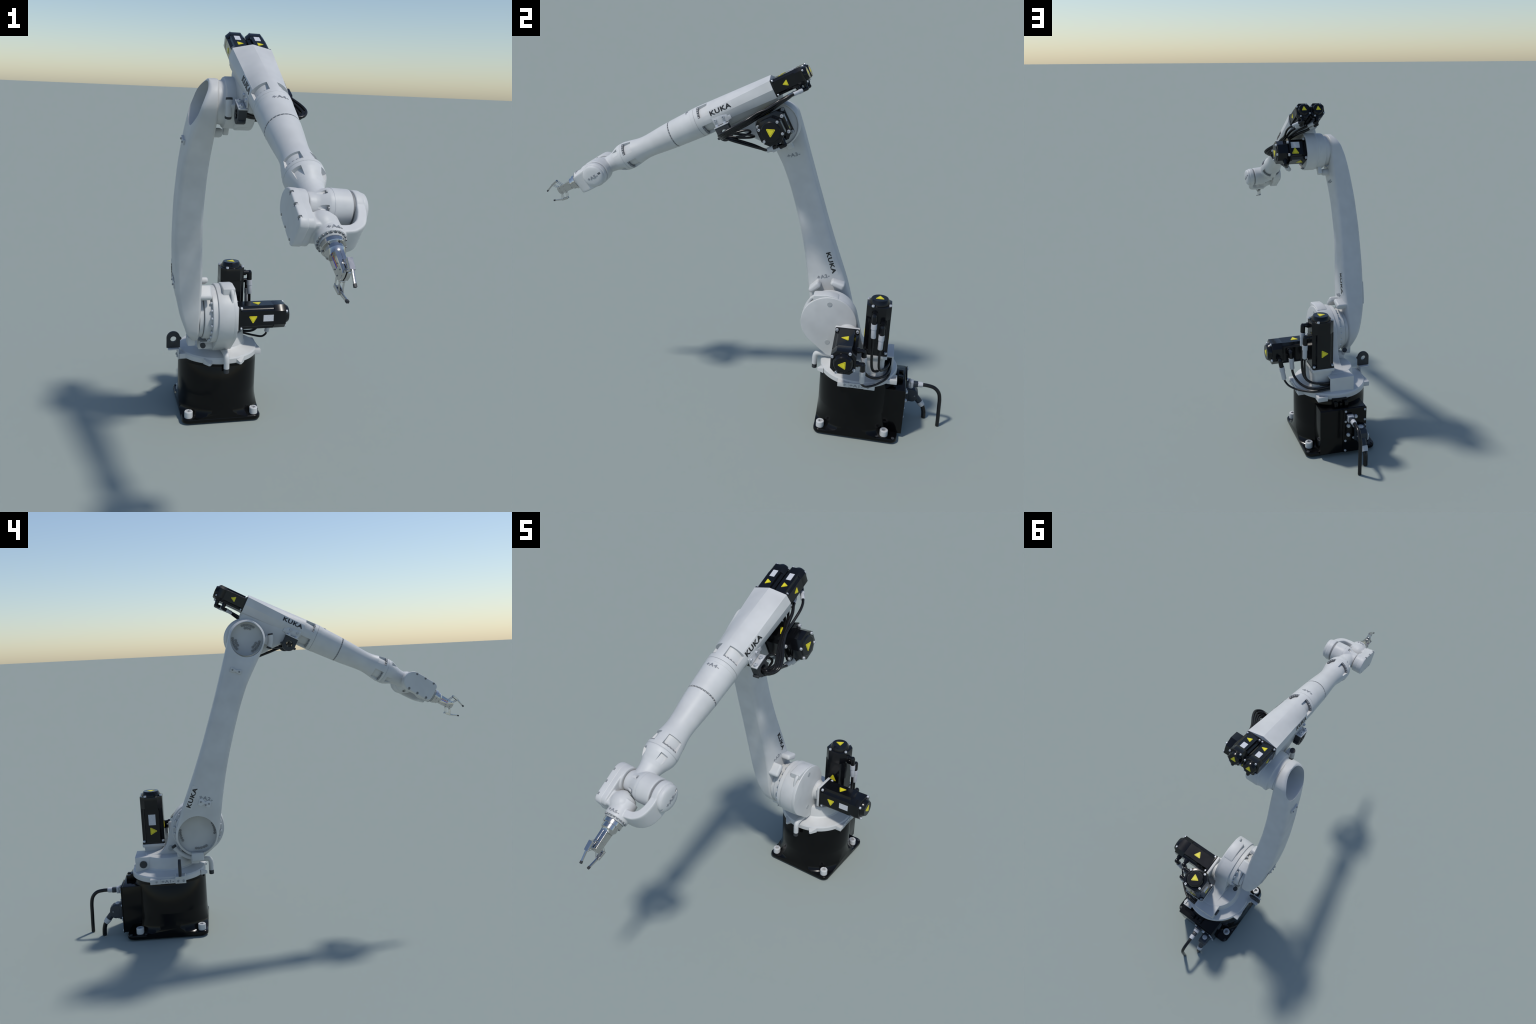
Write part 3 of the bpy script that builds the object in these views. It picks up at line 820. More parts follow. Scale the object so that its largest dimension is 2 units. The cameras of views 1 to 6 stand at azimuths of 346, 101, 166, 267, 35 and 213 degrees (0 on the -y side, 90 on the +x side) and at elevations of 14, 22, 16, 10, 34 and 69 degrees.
HW = radians(29)
PK = [radians(a) for a in (45, 135, 225, 315)]
fh = cut(fh, [sector(0.247, 0.2985, 0.0525, 0.11, a - HW, a + HW, r0b=0.0565) for a in PK])
fore = add('forearm_housing', fh, WHITE, MF, robot, 14)
def pocket_bolts(s, r, frame, parent, count=5):
    for a in PK:
        for i in range(count):
            b = a + HW * 1.72 * (i / (count - 1) - 0.5)
            inst('socket_bolt', BOLT, frame @ aim((r * cos(b), -s, r * sin(b)), (0, 1, 0)), parent)
pocket_bolts(0.2982, 0.0595, MF, fore)
# web that carries the elbow barrel
AS, AN = 0.0022, -0.151                                   # elbow axis in forearm side coordinates
web = [(-0.058, -0.03), (-0.062, -0.066)] + arc(AS, AN, 0.0985, 128, 285, 30) + [(0.080, -0.213), (0.120, -0.170), (0.1456, -0.1352), (0.170, -0.106), (0.200, -0.080), (0.240, -0.060), (0.240, -0.02)]
add('elbow_web', bm_prism(web, -0.0665, 0.000, 0.010, 4, 'sn'), WHITE, MF, fore, 30)
MA3 = MF @ T((0, -AS, AN))
bar = bm_rev([(0.0955, 0.0085), (0.0985, 0.0080), (0.1005, 0.0055), (0.1015, 0.0015), (0.1015, -0.050), (0.0985, -0.0545), (0.0960, -0.058), (0.0955, -0.094), (0.0925, -0.1005), (0.0855, -0.104),
              (0.0825, -0.108), (0.0805, -0.118), (0.0805, -0.1235), (0.040, -0.1235), (0.040, -0.030), (0.0945, -0.030), (0.0945, 0.007)], 112, 'X', closed=True)
barrel = add('elbow_barrel', bar, WHITE, MA3, fore, 32)
add('barrel_floor', bm_rev([(0, -0.034), (0.0942, -0.034), (0.0942, -0.016), (0, -0.016)], 64, 'X'), MBLACK, MA3, fore)
# curved stop tube with rubber ends beside the barrel, stop tab under it
hk = [(-0.1015, -0.1235 * cos(radians(a)), 0.1235 * sin(radians(a))) for a in [33 - 27 * i / 8 for i in range(9)]]
add('stop_tube', bm_tube(hk, 0.0122, 20), WHITE, MA3, fore)
for a0, a1 in ((36.5, 32.8), (6.2, 2.0)):
    add('rubber_buffer', bm_tube([(-0.1015, -0.1235 * cos(radians(a)), 0.1235 * sin(radians(a))) for a in (a0, (a0 + a1) / 2, a1)], 0.0126, 20), RUBBER, MA3, fore)
add('stop_bracket', bm_box(-0.098, -0.075, -0.124, -0.085, 0.016, 0.058, 0.004), WHITE, MA3, fore)
add('stop_tab', bm_box(-0.086, -0.064, -0.016, 0.012, -0.133, -0.085, 0.004), WHITE, MA3, fore)

# name lettering wrapped on the housing flanks
def flank(side, s, n):
    a = atan2(n, 0.07)
    for _ in range(6):
        a = math.asin(max(-1, min(1, n / skin(s, a))))
    return side * skin(s, a) * cos(a)
def flank_letter(side, sc, nc, w, h, body, label):
    def wrap(co, lift=0.0):
        s = sc - side * co.x
        n = nc + co.y
        return Vector((flank(side, s, n) + side * (co.z + 0.0004 + lift), -s, n))
    bm = bmesh.new()
    bmesh.ops.create_grid(bm, x_segments=16, y_segments=6, size=0.5)
    for v in bm.verts:
        v.co = Vector((v.co.x * (w + label), v.co.y * (h + label * 0.8), 0))
    ext = bmesh.ops.extrude_face_region(bm, geom=bm.faces[:])
    for v in [g for g in ext['geom'] if isinstance(g, bmesh.types.BMVert)]:
        v.co.z -= 0.004
    for v in bm.verts:
        v.co = wrap(v.co)
    add('name_label', bm, LABELW, MF, fore)
    bm = text_bm(body, w, h, 0.001, 0.030, 1.1)
    for v in bm.verts:
        v.co = wrap(v.co, 0.0004)
    add('name_lettering', bm, INK, MF, fore, 30)
flank_letter(1, 0.1870, 0.0175, 0.104, 0.0205, 'KUKA', 0.012)
flank_letter(-1, 0.1860, 0.0175, 0.104, 0.0205, 'KUKA', 0.012)

# cable holders left and right
for sx in (-1, 1):
    pl = join(bm_box(0.066, 0.071, -0.2410, -0.1700, -0.0420, -0.0060, 0.0008), bm_box(0.064, 0.0975, -0.2415, -0.1725, -0.0500, -0.0450, 0.0012), bm_box(0.066, 0.0705, -0.172, -0.1560, -0.0400, -0.0200, 0.002))
    clamp_o = [(0.1765, -0.050), (0.2405, -0.050)] + [(0.2405, -0.088)] + arc(0.2085, -0.086, 0.0325, -5, -175, 20)[0:] + [(0.1765, -0.085)]
    cl = cut(bm_prism(clamp_o, 0.0655, 0.0955, 0.002, 2, 'sn'), [bm_rev([(0.0175, -0.3), (0.0175, 0.3)], 32, 'X', (0, -0.2085, -0.083))])
    cl = join(cl, bm_rev(cyl_prof(0.006, 0.068, 0.093, 0.001), 18, 'X', (0, -0.243, -0.094)), bm_rev(cyl_prof(0.006, 0.068, 0.093, 0.001), 18, 'X', (0, -0.174, -0.094)))
    if sx < 0:
        bmesh.ops.scale(pl, vec=(-1, 1, 1), verts=pl.verts[:])
        bmesh.ops.scale(cl, vec=(-1, 1, 1), verts=cl.verts[:])
    hp = add('holder_plate', pl, ZINC, MF, fore)
    add('cable_clamp', cl, RUBBER, MF, hp)
    for s in (0.190, 0.2285):
        inst('motor_screw', SCREW_L, MF @ T((sx * 0.086, -s, -0.0452)), hp)
        inst('motor_screw', SCREW_L, MF @ aim((sx * 0.0708, -s, -0.018), (sx, 0, 0)) @ Matrix.Scale(0.85, 4), hp)

# ------------------------------------------------------------------ forearm motors
for sx in (-1, 1):
    MM = MF @ T((sx * 0.0386, 0.0640, 0.0)) @ Matrix(((-1, 0, 0, 0), (0, 0, 1, 0), (0, 1, 0, 0), (0, 0, 0, 1)))
    m = servo_motor(MM, 0.0372, 0.1420, robot, 'motor', SCREW_S, WARN_S, signs=((1, 0.043, 0), (2 if sx > 0 else 0, 0.060, -pi / 2 if sx > 0 else pi / 2)),
                    labels=((1, 0.090, 0.035, 0.022),), cap_turn=0.0, cap_h=0.0165, end_len=0.25)
    o = 0.0386 * sx
    if sx > 0:
        connector((0.046, 0.192, -0.034), (0.046, 0.192, -0.058), (0.0834, 0.136, -0.0547), MF, m, 0.0088, 0.64)
        connector((0.036, 0.155, -0.034), (0.036, 0.155, -0.056), (0.0587, 0.1066, -0.054), MF, m, 0.0088, 0.64)
    else:
        connector((-0.034, 0.192, -0.034), (-0.034, 0.192, -0.059), (0.000, 0.136, -0.059), MF, m, 0.0088, 0.64)
        connector((-0.044, 0.155, -0.034), (-0.044, 0.155, -0.060), (-0.018, 0.1066, -0.062), MF, m, 0.0088, 0.64)

# elbow motor, in two sections
ME = MA3 @ Matrix(((0, 0, 1, 0), (1, 0, 0, 0), (0, 1, 0, 0), (0, 0, 0, 1)))
eb = bm_loft([[(x, y, z) for x, y in body_section(0.057, 0.036, 0.024)] for z in (0.003, 0.088)])
elbow_motor = add('motor', eb, MBLACK, ME, robot, 25)
add('motor_flange', bm_prism(round_rect(-0.0605, 0.0605, -0.0605, 0.0605, 0.008, 4), -0.008, 0.004, 0.001), MBLACK, ME, elbow_motor)
add('motor_flange', bm_prism(octagon(0.0655, 0.044), 0.086, 0.0965, 0.0012), MBLACK, ME, elbow_motor)
add('encoder_housing', bm_prism(octagon(0.0555, 0.0250), 0.094, 0.1585, 0.0015), MBLACK, ME, elbow_motor)
add('motor_cap', bm_rev([(0, 0.157), (0.0440, 0.157), (0.0430, 0.1605), (0.039, 0.1632), (0, 0.1640)], 48), MBLACK, ME, elbow_motor)
for sx in (-1, 1):
    for sy in (-1, 1):
        inst('motor_screw', SCREW_L, ME @ T((sx * 0.0525, sy * 0.0525, 0.0038)), elbow_motor)
        inst('motor_screw', SCREW_L, ME @ T((sx * 0.0575, sy * 0.0355, 0.0962)), elbow_motor)
        inst('motor_screw', SCREW_L, ME @ T((sx * 0.0430, sy * 0.0265, 0.1582)) @ Matrix.Scale(0.8, 4), elbow_motor)
warn(WARN_L, ME @ T((0, 0, 0.1636)) @ RZ(pi - radians(27)), elbow_motor)
for face, z, t in ((0, 0.064, 0), (1, 0.062, 0), (3, 0.030, 0)):
    warn(WARN_L, ME @ RZ(face * pi / 2) @ T((0.0568, 0.0, z)) @ RY(pi / 2) @ RZ(t) @ T((0, -0.018 if face == 0 else 0, 0)), elbow_motor)
add('rating_plate', bm_box(-0.0240, 0.0240, -0.0165, 0.0165, 0, 0.0009), PLATE, ME @ T((0.0568, 0.019, 0.060)) @ RY(pi / 2), elbow_motor)
connector((0.106, -0.010, AN - 0.050), (0.109, -0.010, -0.2235), (0.0725, -0.0717, -0.2274), MF, elbow_motor, 0.0115, 0.66)
connector((0.117, 0.020, AN - 0.050), (0.117, 0.020, -0.2285), (0.088, -0.046, -0.2335), MF, elbow_motor, 0.0115, 0.66)

# cable bundle gathered in the right holder
CL = Vector((0.080, -0.2085, -0.083))
def bundle(start, mids, r, loop, dz):
    """motor lead: falls away from the plug, swings out in a loop, enters the holder from the right"""
    k = loop - 0.13
    cable([start] + mids + [(0.080 + 0.75 * k, -0.035, -0.068 + dz), (0.094 + 0.80 * k, -0.088, -0.075 + dz), (loop - 0.012, -0.147, -0.077 + dz), (loop, -0.185, -0.079 + dz),
                            (loop - 0.006, -0.208, -0.082 + dz), (loop - 0.024, -0.2225, -0.085 + dz), (0.106, -0.2195, -0.086 + dz * 0.8), (0.074, -0.2085, -0.083 + dz * 0.5)], r, MF, robot)
bundle((0.0834, 0.139, -0.0547), [(0.096, 0.112, -0.055), (0.102, 0.075, -0.057), (0.100, 0.015, -0.064)], 0.0056, 0.163, 0.006)
bundle((0.0587, 0.109, -0.054), [(0.064, 0.093, -0.055), (0.078, 0.060, -0.057), (0.086, 0.010, -0.063)], 0.0068, 0.152, 0.000)
bundle((0.000, 0.139, -0.059), [(0.016, 0.118, -0.061), (0.048, 0.075, -0.064), (0.074, 0.020, -0.072)], 0.0056, 0.141, -0.006)
bundle((-0.018, 0.109, -0.062), [(-0.004, 0.092, -0.066), (0.036, 0.055, -0.070), (0.068, 0.010, -0.078)], 0.0068, 0.131, -0.012)
cable([(0.0725, -0.069, -0.2274), (0.066, -0.086, -0.219), (0.068, -0.118, -0.185), (0.085, -0.158, -0.145), (0.108, -0.190, -0.112), (0.108, -0.2085, -0.094), (0.074, -0.2085, -0.090)], 0.0068, MF, robot)
cable([(0.088, -0.043, -0.2335), (0.082, -0.062, -0.230), (0.084, -0.100, -0.202), (0.100, -0.148, -0.158), (0.122, -0.185, -0.120), (0.114, -0.207, -0.099), (0.074, -0.2085, -0.094)], 0.0056, MF, robot)
cable([(0.075, -0.2085, -0.080), (0.045, -0.205, -0.095), (0.022, -0.168, -0.120), (0.018, -0.128, -0.142), (0.040, -0.108, -0.152), (0.066, -0.122, -0.146), (0.084, -0.165, -0.124), (0.098, -0.205, -0.100), (0.074, -0.2085, -0.086)], 0.0052, MF, robot)
cable([(0.075, -0.2085, -0.085), (0.095, -0.204, -0.098), (0.104, -0.165, -0.116), (0.100, -0.122, -0.126), (0.080, -0.104, -0.124), (0.062, -0.122, -0.112), (0.066, -0.170, -0.102), (0.074, -0.2085, -0.090)], 0.0052, MF, robot)
# the bundle runs on across to the left holder
for k, (dx, dz, r) in enumerate(((0, 0.004, 0.0055), (0.006, -0.006, 0.006))):
    cable([(0.070, -0.2085, -0.082 + dz), (0.030, -0.205 + dx, -0.095 + dz), (-0.030, -0.205 + dx, -0.095 + dz), (-0.070, -0.2085, -0.082 + dz), (-0.0965, -0.2085, -0.083 + dz)], r, MF, robot)

# ------------------------------------------------------------------ forearm tube
tb1 = bm_rev([(0.04, 0.3172), (0.0655, 0.3172), (0.0668, 0.3185), (0.0662, 0.334), (0.0655, 0.3350), (0.0606, 0.4500), (0.0600, 0.4508), (0.04, 0.4508)], 128, '-Y')
tube_a = add('forearm_tube', tb1, WHITE, MR, robot, 32)
add('joint_gap_ring', bm_rev([(0.03, 0.312), (0.0645, 0.312), (0.0645, 0.322), (0.03, 0.322)], 96, '-Y'), GAP, MR, tube_a)
add('bolt_gap', bm_rev([(0.03, 0.446), (0.0560, 0.446), (0.0560, 0.460), (0.03, 0.460)], 96, '-Y'), CAPGREY, MR, tube_a)
for i in range(28):
    a = 2 * pi * i / 28
    inst('ring_bolt', BOLT_S, MR @ aim((0.0572 * cos(a), -0.4505, 0.0566 * sin(a)), (0, -1, 0)), tube_a)
NECK = [(0.4565, 0.0594), (0.4575, 0.0602), (0.50, 0.0575), (0.55, 0.0528), (0.585, 0.0497), (0.605, 0.0487), (0.620, 0.0490), (0.635, 0.0510), (0.652, 0.0550), (0.668, 0.0592), (0.682, 0.0620), (0.700, 0.0632), (0.7155, 0.0630), (0.7165, 0.0622)]
pts = [NECK[0], NECK[1]]
for i in range(2, 60):
    s = 0.4575 + (0.7155 - 0.4575) * i / 60
    pts.append((s, smooth_interp(NECK[1:-1], s) if s < 0.69 else interp(NECK, s)))
pts += [NECK[-2], NECK[-1]]
tb2 = bm_rev([(0, 0.4565)] + [(r, s) for s, r in pts] + [(0, 0.7165)], 128, '-Y')
tb2 = cut(tb2, [sector(0.660, 0.7045, 0.0500, 0.11, a - HW, a + HW, r0b=0.0500) for a in PK])
tube_b = add('forearm_tube', tb2, WHITE, MR, robot, 30)
pocket_bolts(0.7042, 0.0562, MR, tube_b, 5)
add('joint_gap_ring', bm_rev([(0.03, 0.712), (0.0620, 0.712), (0.0620, 0.722), (0.03, 0.722)], 96, '-Y'), CAPGREY, MR, tube_b)

def ring_letter(body, s, r, w, h, M, parent, slope=0.0, flip=False, twist=0.0):
    """wrap writing round the top of a tube; it reads from the gripper side"""
    bm = text_bm(body, w, h, 0.001, 0.022, 1.1)
    for v in bm.verts:
        a = pi / 2 - v.co.x / r + twist
        ss = s - v.co.y
        rr = r + slope * (ss - s) + v.co.z + 0.0002
        v.co = Vector((rr * cos(a), -ss, rr * sin(a)))
    add('axis_mark', bm, GINK, M, parent, 30)
ring_letter('+A4-', 0.350, 0.0650, 0.056, 0.0140, MR, tube_a, -0.042)

# ------------------------------------------------------------------ wrist hand (turns with the forearm tube)
MH5 = MF @ T((0, -S5, 0)) @ RY(ROLL)
neck = bm_rev([(0, -0.1388), (0.0628, -0.1388), (0.0632, -0.135), (0.0610, -0.118), (0.0550, -0.102), (0.0480, -0.088), (0.0425, -0.074), (0.0395, -0.058), (0.0385, -0.040), (0.0390, -0.01), (0, 0.0)], 96, '-Y')
drum = bm_rev([(0, -0.0385), (0.0375, -0.0385), (0.0395, -0.036), (0.0405, -0.018), (0.0430, -0.008), (0.0500, 0.008), (0.0545, 0.019), (0.0560, 0.032), (0.0560, 0.0830), (0.0545, 0.085), (0, 0.085)], 96, 'X')
hand = melt(join(neck, drum), 0.0020, 10)
scoops = []
for a in PK:
    scoops.append(sector(0.733 - S5, 0.800 - S5, 0.0470, 0.09, a - radians(15), a + radians(15), 10, 0.0505))
for a in (radians(35), radians(95), radians(275)):
    c, s_ = cos(a), sin(a)
    scoops.append(moved(bm_rev(cyl_prof(0.0085, -0.030, 0.014, 0.0), 24, 'X', (0, 0, 0)), T((0, -c * 0.0495, s_ * 0.0495))))
hand = cut(hand, scoops)
hand_o = add('wrist_hand', hand, WHITE, MH5, robot, 40)
for a in (radians(35), radians(95), radians(275)):
    inst('socket_bolt', BOLT_S, MH5 @ aim((0.0138, -cos(a) * 0.0505, sin(a) * 0.0505), (-1, 0, 0)), hand_o)
add('drum_seam', bm_rev([(0.03, 0.0295), (0.0562, 0.0295), (0.0562, 0.0303), (0.03, 0.0303)], 96, 'X'), GREY, MH5, hand_o)
add('joint_gap_ring', bm_rev([(0.02, 0.082), (0.0505, 0.082), (0.0505, 0.093), (0.02, 0.093)], 64, 'X'), GAP, MW, hand_o)

# ------------------------------------------------------------------ wrist yoke (tilts about the drum)
side = arc(0.0, 0.0, 0.0485, 90, 270, 18) + [(0.085, -0.0500)] + arc(0.100, -0.028, 0.0235, -78, 20, 8) + arc(0.100, 0.020, 0.0245, 15, 82, 6)
# outline in (S, N) -> local (x, -S, N)
cov = bm_prism(side, -0.0925, -0.0650, 0.0045, 3, 'sn')
notches = []
SCR = [(0.0, 0.0405), (0.049, 0.0405), (0.0985, 0.0375), (-0.004, -0.0405), (0.045, -0.0425), (0.0955, -0.0425)]
for s, n in SCR:
    notches.append(bm_rev([(0.0062, -0.12), (0.0062, -0.0835)], 20, 'X', (0, -s, n)))
    sg = 1 if n > 0 else -1
    notches.append(bm_box(-0.12, -0.0835, -s - 0.0050, -s + 0.0050, min(n, n + sg * 0.02), max(n, n + sg * 0.02)))
cov = cut(cov, notches)
yoke_cover_mesh = cov
shell = bm_prism([(s * 0.985, n * 0.985) for s, n in side], -0.0750, -0.0470, 0.004, 3, 'sn')
step = bm_rev([(0, -0.060), (0.0470, -0.060), (0.0470, -0.0435), (0.0455, -0.0415), (0, -0.0415)], 72, 'X')
bell = bmesh.new()
bmesh.ops.create_uvsphere(bell, u_segments=48, v_segments=32, radius=1)
for v in bell.verts:
    v.co = Vector((-0.012 + 0.0455 * v.co.x, -0.086 + 0.047 * v.co.y, 0.0475 * v.co.z))
bneck = bm_rev([(0, 0.070), (0.0395, 0.070), (0.0410, 0.11), (0.0430, 0.132), (0.0430, 0.1405), (0.0420, 0.1420), (0, 0.1420)], 72, '-Y')
link = bm_box(-0.062, -0.010, -0.118, -0.060, -0.036, 0.036, 0.010, 3)
# side bracket sweeping out to the far bearing
path = catmull([(0.000, -0.1120, 0), (0.030, -0.1150, 0), (0.062, -0.1120, 0), (0.088, -0.094, 0), (0.1015, -0.062, 0), (0.1055, -0.030, 0), (0.1055, 0.0, 0)], 6)
rings = []
for i, p in enumerate(path):
    t = i / (len(path) - 1)
    d = (path[min(i + 1, len(path) - 1)] - path[max(i - 1, 0)]).normalized()
    q = Vector((d.y, -d.x, 0))
    hn = 0.040 + 0.010 * max(0, (t - 0.35) / 0.65) ** 0.8
    zc = -0.014 * (1 - t) ** 0.8
    th = 0.0155 - 0.002 * t
    rings.append([p + q * (th * a) + Vector((0, 0, zc + hn * b)) for a, b in round_rect(-1, 1, -1, 1, (0.22, 0.22, 0.22, 0.22), 4)])
brk = bm_loft(rings)
ear = bm_rev([(0, 0.0925), (0.0525, 0.0925), (0.0545, 0.0945), (0.0545, 0.112), (0.0530, 0.1165), (0.0495, 0.119), (0, 0.119)], 72, 'X')
yoke = melt(join(shell, step, bell, bneck, link, brk, ear), 0.0018, 7)
# keep the space the drum turns in clear
clear = bm_rev([(0.0585, -0.0375), (0.0585, 0.0905)], 72, 'X')
yoke = cut(yoke, [bm_rev([(0.020, -0.0400), (0.0425, -0.0400), (0.0460, -0.012), (0.0585, 0.010), (0.0590, 0.0905), (0.020, 0.0905)], 72, 'X')])
yoke_o = add('wrist_yoke', yoke, WHITE, MW, robot, 35)
add('side_cover', yoke_cover_mesh, WHITE, MW, yoke_o, 32)
for s, n in SCR:
    inst('socket_bolt', BOLT, MW @ aim((-0.0834, -s, n), (-1, 0, 0)), yoke_o)
dome = bm_rev([(0, 0.117), (0.0495, 0.117), (0.0500, 0.1240), (0.0480, 0.1302), (0.0430, 0.1340), (0.030, 0.1370), (0.015, 0.1382), (0, 0.1386)], 72, 'X')
dome = cut(dome, [bm_box(0.126, 0.15, 0.030, 0.043, -0.005, 0.005), bm_box(0.126, 0.15, -0.055, -0.043, -0.005, 0.005)])
add('bearing_cap', dome, WHITE, MW, yoke_o, 40)
inst('socket_bolt', BOLT_S, MW @ aim((0.1262, 0.0375, 0), (1, 0, 0)), yoke_o)
fr = T((0.1346, 0.0, -0.002)) @ Matrix(((0, 0, 1, 0), (1, 0, 0, 0), (0, 1, 0, 0), (0, 0, 0, 1)))
def dome_wrap(co):
    y, z = co.x, co.y - 0.002
    r = hypot(y, z)
    return Vector((interp([(0, 0.1386), (0.015, 0.1382), (0.030, 0.1370), (0.043, 0.134)], r) + 0.0003 + co.z, y, z))
bmt = text_bm('+A5-', 0.054, 0.0150, 0.001, 0.022)
for v in bmt.verts:
    v.co = dome_wrap(v.co)
add('axis_mark', bmt, GINK, MW, yoke_o, 30)
ring_letter('+A6-', 0.1265, 0.0428, 0.045, 0.0120, MW, yoke_o, 0.06, twist=radians(-2))
# tool flange ring
add('flange_ring', bm_rev([(0, 0.1405), (0.0355, 0.1405), (0.0355, 0.1500), (0.0345, 0.1515), (0, 0.1515)], 64, '-Y'), CAPGREY, MW, yoke_o)
for i in range(20):
    a = 2 * pi * i / 20
    inst('small_bolt', BOLT_S, MW @ aim((0.0388 * cos(a), -0.1412, 0.0388 * sin(a)), (0, -1, 0)) @ Matrix.Scale(0.85, 4), yoke_o)

# ------------------------------------------------------------------ gripper
grip = add('gripper', bm_rev([(0, 0.1510), (0.0310, 0.1510), (0.0345, 0.1530), (0.0345, 0.1660), (0.0330, 0.1675), (0, 0.1675)], 64, '-Y'), CHROME, MW, robot)
add('gripper_collar', bm_rev([(0, 0.167), (0.0285, 0.167), (0.0285, 0.1840), (0.0275, 0.1855), (0.0235, 0.1900), (0.0220, 0.1960), (0, 0.1960)], 64, '-Y'), CHROME, MW, grip)
for i in range(6):
    a = 2 * pi * (i + 0.3) / 6
    inst('small_bolt', BOLT_S, MW @ aim((0.0312 * cos(a), -0.1670, 0.0314 * sin(a)), (0, -1, 0)) @ Matrix.Scale(0.62, 4), grip)
gz = 0.000
GX = 0.0130
bodyo = [(0.176, -0.0215), (0.236, -0.0190), (0.262, -0.0180), (0.2685, -0.0130), (0.2705, 0.0), (0.2685, 0.0135), (0.262, 0.0185), (0.236, 0.0190), (0.176, 0.0215)]
for x0, x1 in ((-GX, -0.0016), (0.0016, GX)):
    add('gripper_body', bm_prism(bodyo, x0, x1, 0.0012, 2, 'sn'), CHROME, MW, grip, 25)
add('gripper_core', bm_prism([(0.176, -0.0205), (0.225, -0.0185), (0.225, 0.0185), (0.176, 0.0205)], -0.0017, 0.0017, 0, 2, 'sn'), CHROME, MW, grip)
add('gripper_slot', bm_prism([(0.224, -0.017), (0.264, -0.0155), (0.267, 0.0), (0.264, 0.0155), (0.224, 0.017)], -0.0017, 0.0017, 0, 2, 'sn'), INK, MW, grip)
for s, n in ((0.232, 0.011), (0.254, 0.011), (0.232, -0.011), (0.254, -0.011)):
    for sx in (-1, 1):
        inst('small_bolt', BOLT_S, MW @ aim((sx * (GX - 0.0006), -s, n), (sx, 0, 0)) @ Matrix.Scale(0.5, 4), grip)
# coloured print on the flank: broken strokes in two rows
for row, (n, mt) in enumerate(((0.0050, RED), (-0.0005, VIOLET))):
    pr = None
    s = 0.199
    while s < 0.238:
        l = random.uniform(0.0025, 0.0050)
        b = bm_box(-GX - 0.0005, -GX + 0.001, -s - l, -s, n - random.uniform(0.0012, 0.0019), n + random.uniform(0.0012, 0.0019))
        pr = b if pr is None else join(pr, b)
        s += l + 0.0007
    add('colour_print', pr, mt, MW, grip)

def seg(p, q, w, t, x=0.0):
    """flat bar between two (S,N) points, w across, t thick in x"""
    p, q = Vector(p), Vector(q)
    d = (q - p).normalized()
    n = Vector((-d.y, d.x)) * w / 2
    e = d * w * 0.35
    o = [p - e * 0.4 + n, p - e * 0.4 - n, q + e * 0.4 - n, q + e * 0.4 + n]
    return bm_prism([(a.x, a.y) for a in o], x - t / 2, x + t / 2, 0.0004, 1, 'sn')

def to_w(s, n):
    """forearm (s, n) -> wrist (S, N)"""
    a = radians(2.8)
    ds, dn = s - S5, n / cos(ROLL)
    return (ds * cos(a) - dn * sin(a) * 1.0, dn * cos(a) + ds * sin(a))

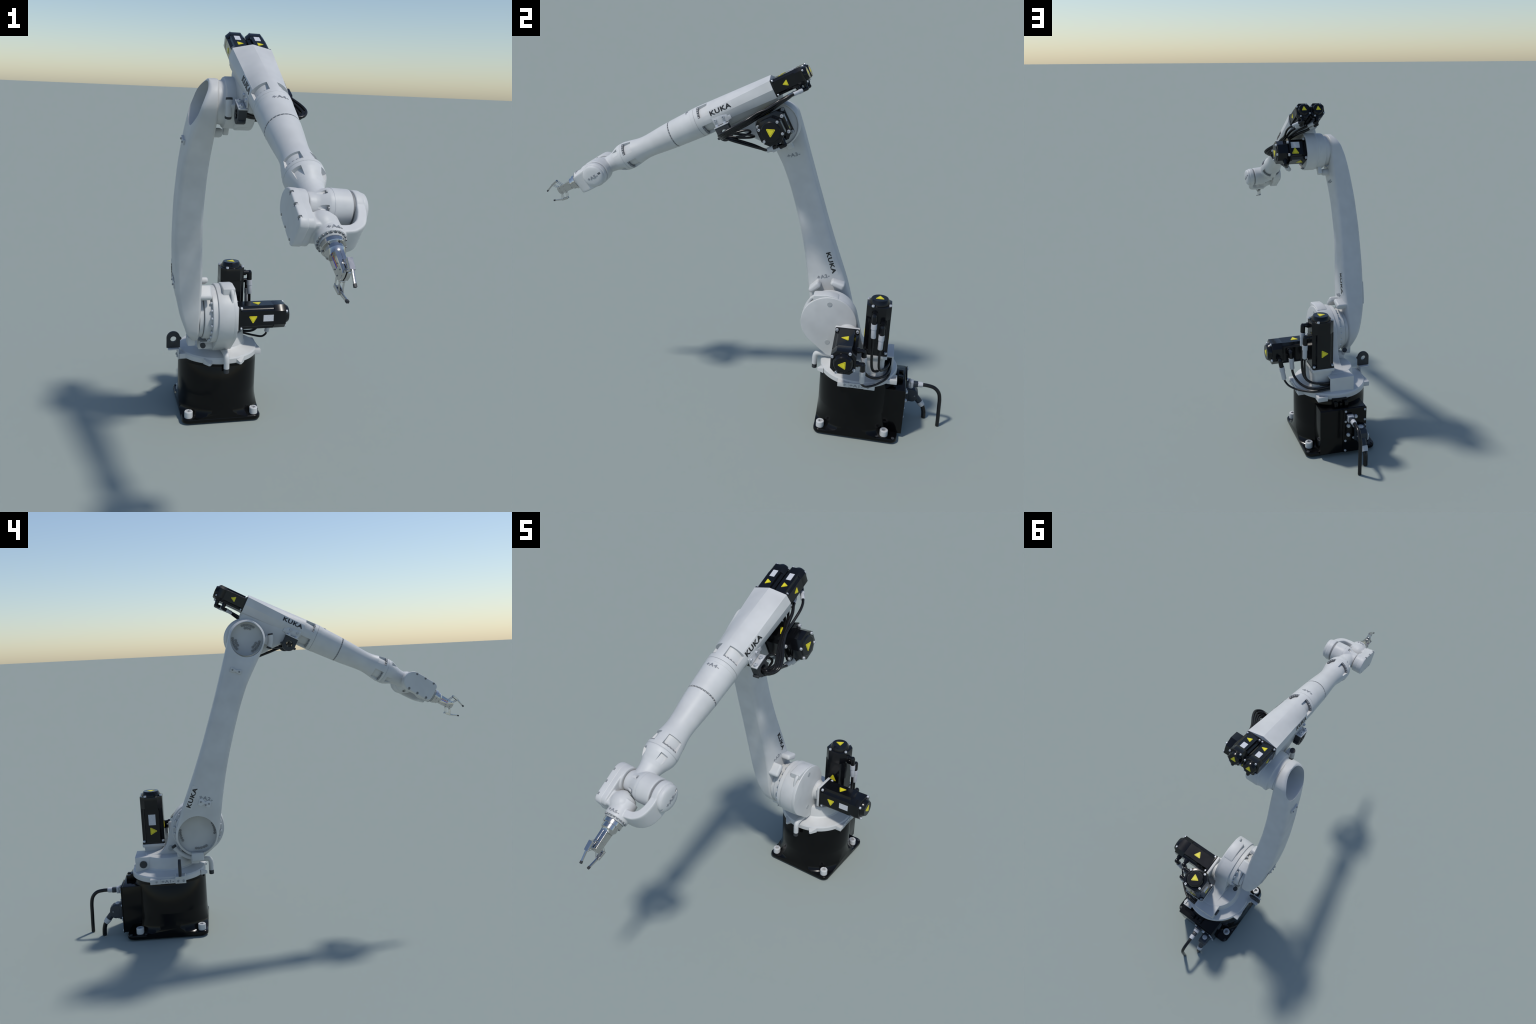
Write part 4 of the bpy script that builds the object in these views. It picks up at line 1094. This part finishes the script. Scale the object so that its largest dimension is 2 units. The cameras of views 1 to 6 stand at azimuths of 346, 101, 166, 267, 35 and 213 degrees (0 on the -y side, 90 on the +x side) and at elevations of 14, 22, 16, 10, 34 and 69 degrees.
fing = [dict(b=(1.0935, 0.0050), f=(1.1200, 0.0040), k=(1.1118, 0.0330), e=(1.1387, 0.0265), t=(1.1795, 0.0100)),
        dict(b=(1.0945, -0.0335), f=(1.1185, -0.0328), k=(1.1062, -0.0605), e=(1.1334, -0.0580), t=(1.1760, -0.0457))]
for fi in fing:
    P = {k: to_w(*v) for k, v in fi.items()}
    up = 1 if P['k'][1] > 0 else -1
    fo = None
    wires = []
    for a, b in ((P['b'], P['k']), (P['f'], P['e'])):
        d = (Vector(b) - Vector(a)).normalized()
        n_ = Vector((-d.y, d.x)) * 0.0028
        for x in (-0.0058, 0.0058):
            for g in (-1, 1):
                wires.append(bm_tube([(x, -(a[0] + g * n_.x), a[1] + g * n_.y), (x, -(b[0] + g * n_.x), b[1] + g * n_.y)], 0.0009, 8))
    links = join(*wires)
    knob = join(*[bm_rev(cyl_prof(0.0030, -0.0085, 0.0085, 0.0004), 14, 'X', (0, -p[0], p[1])) for p in (P['b'], P['f'], P['k'], P['e'])])
    k, e, t = Vector(P['k']), Vector(P['e']), Vector(P['t'])
    d1, d2 = (e - k).normalized(), (t - e).normalized()
    n1, n2 = Vector((-d1.y, d1.x)), Vector((-d2.y, d2.x))
    blk = [k - d1 * 0.005 - n1 * 0.005, e + d1 * 0.003 - n1 * 0.0045, e + d1 * 0.003 + n1 * 0.0045, k - d1 * 0.005 + n1 * 0.005]
    cheeks = join(*[bm_prism([(p.x, p.y) for p in blk], x0, x1, 0.0006, 2, 'sn') for x0, x1 in ((-0.0078, -0.0045), (0.0045, 0.0078))])
    spine_o = [k - d1 * 0.004 + n1 * up * 0.005, k - d1 * 0.004 + n1 * up * 0.0028, e + d1 * 0.003 + n1 * up * 0.002, e + d1 * 0.003 + n1 * up * 0.0048]
    spine = bm_prism([(p.x, p.y) for p in spine_o], -0.0065, 0.0065, 0.0004, 1, 'sn')
    fr_ = [e - d2 * 0.001 - n2 * 0.0046, e + d2 * 0.012 - n2 * 0.0036, t - d2 * 0.004 - n2 * 0.0030, t - d2 * 0.004 + n2 * 0.0030, e + d2 * 0.012 + n2 * 0.0036, e - d2 * 0.001 + n2 * 0.0046]
    rod = bm_prism([(p.x, p.y) for p in fr_], -0.0036, 0.0036, 0.0012, 2, 'sn')
    fobj = add('gripper_finger', join(cheeks, spine, rod), CHROME, MW, grip, 25)
    add('finger_link', join(links, knob), CHROME, MW, grip, 25)
    tp = [t - d2 * 0.005 - n2 * 0.0034, t + d2 * 0.0045 - n2 * 0.0034, t + d2 * 0.0045 + n2 * 0.0034, t - d2 * 0.005 + n2 * 0.0034]
    add('finger_pad', bm_prism([(p.x, p.y) for p in tp], -0.0042, 0.0042, 0.0010, 2, 'sn'), RUBBER, MW, grip)
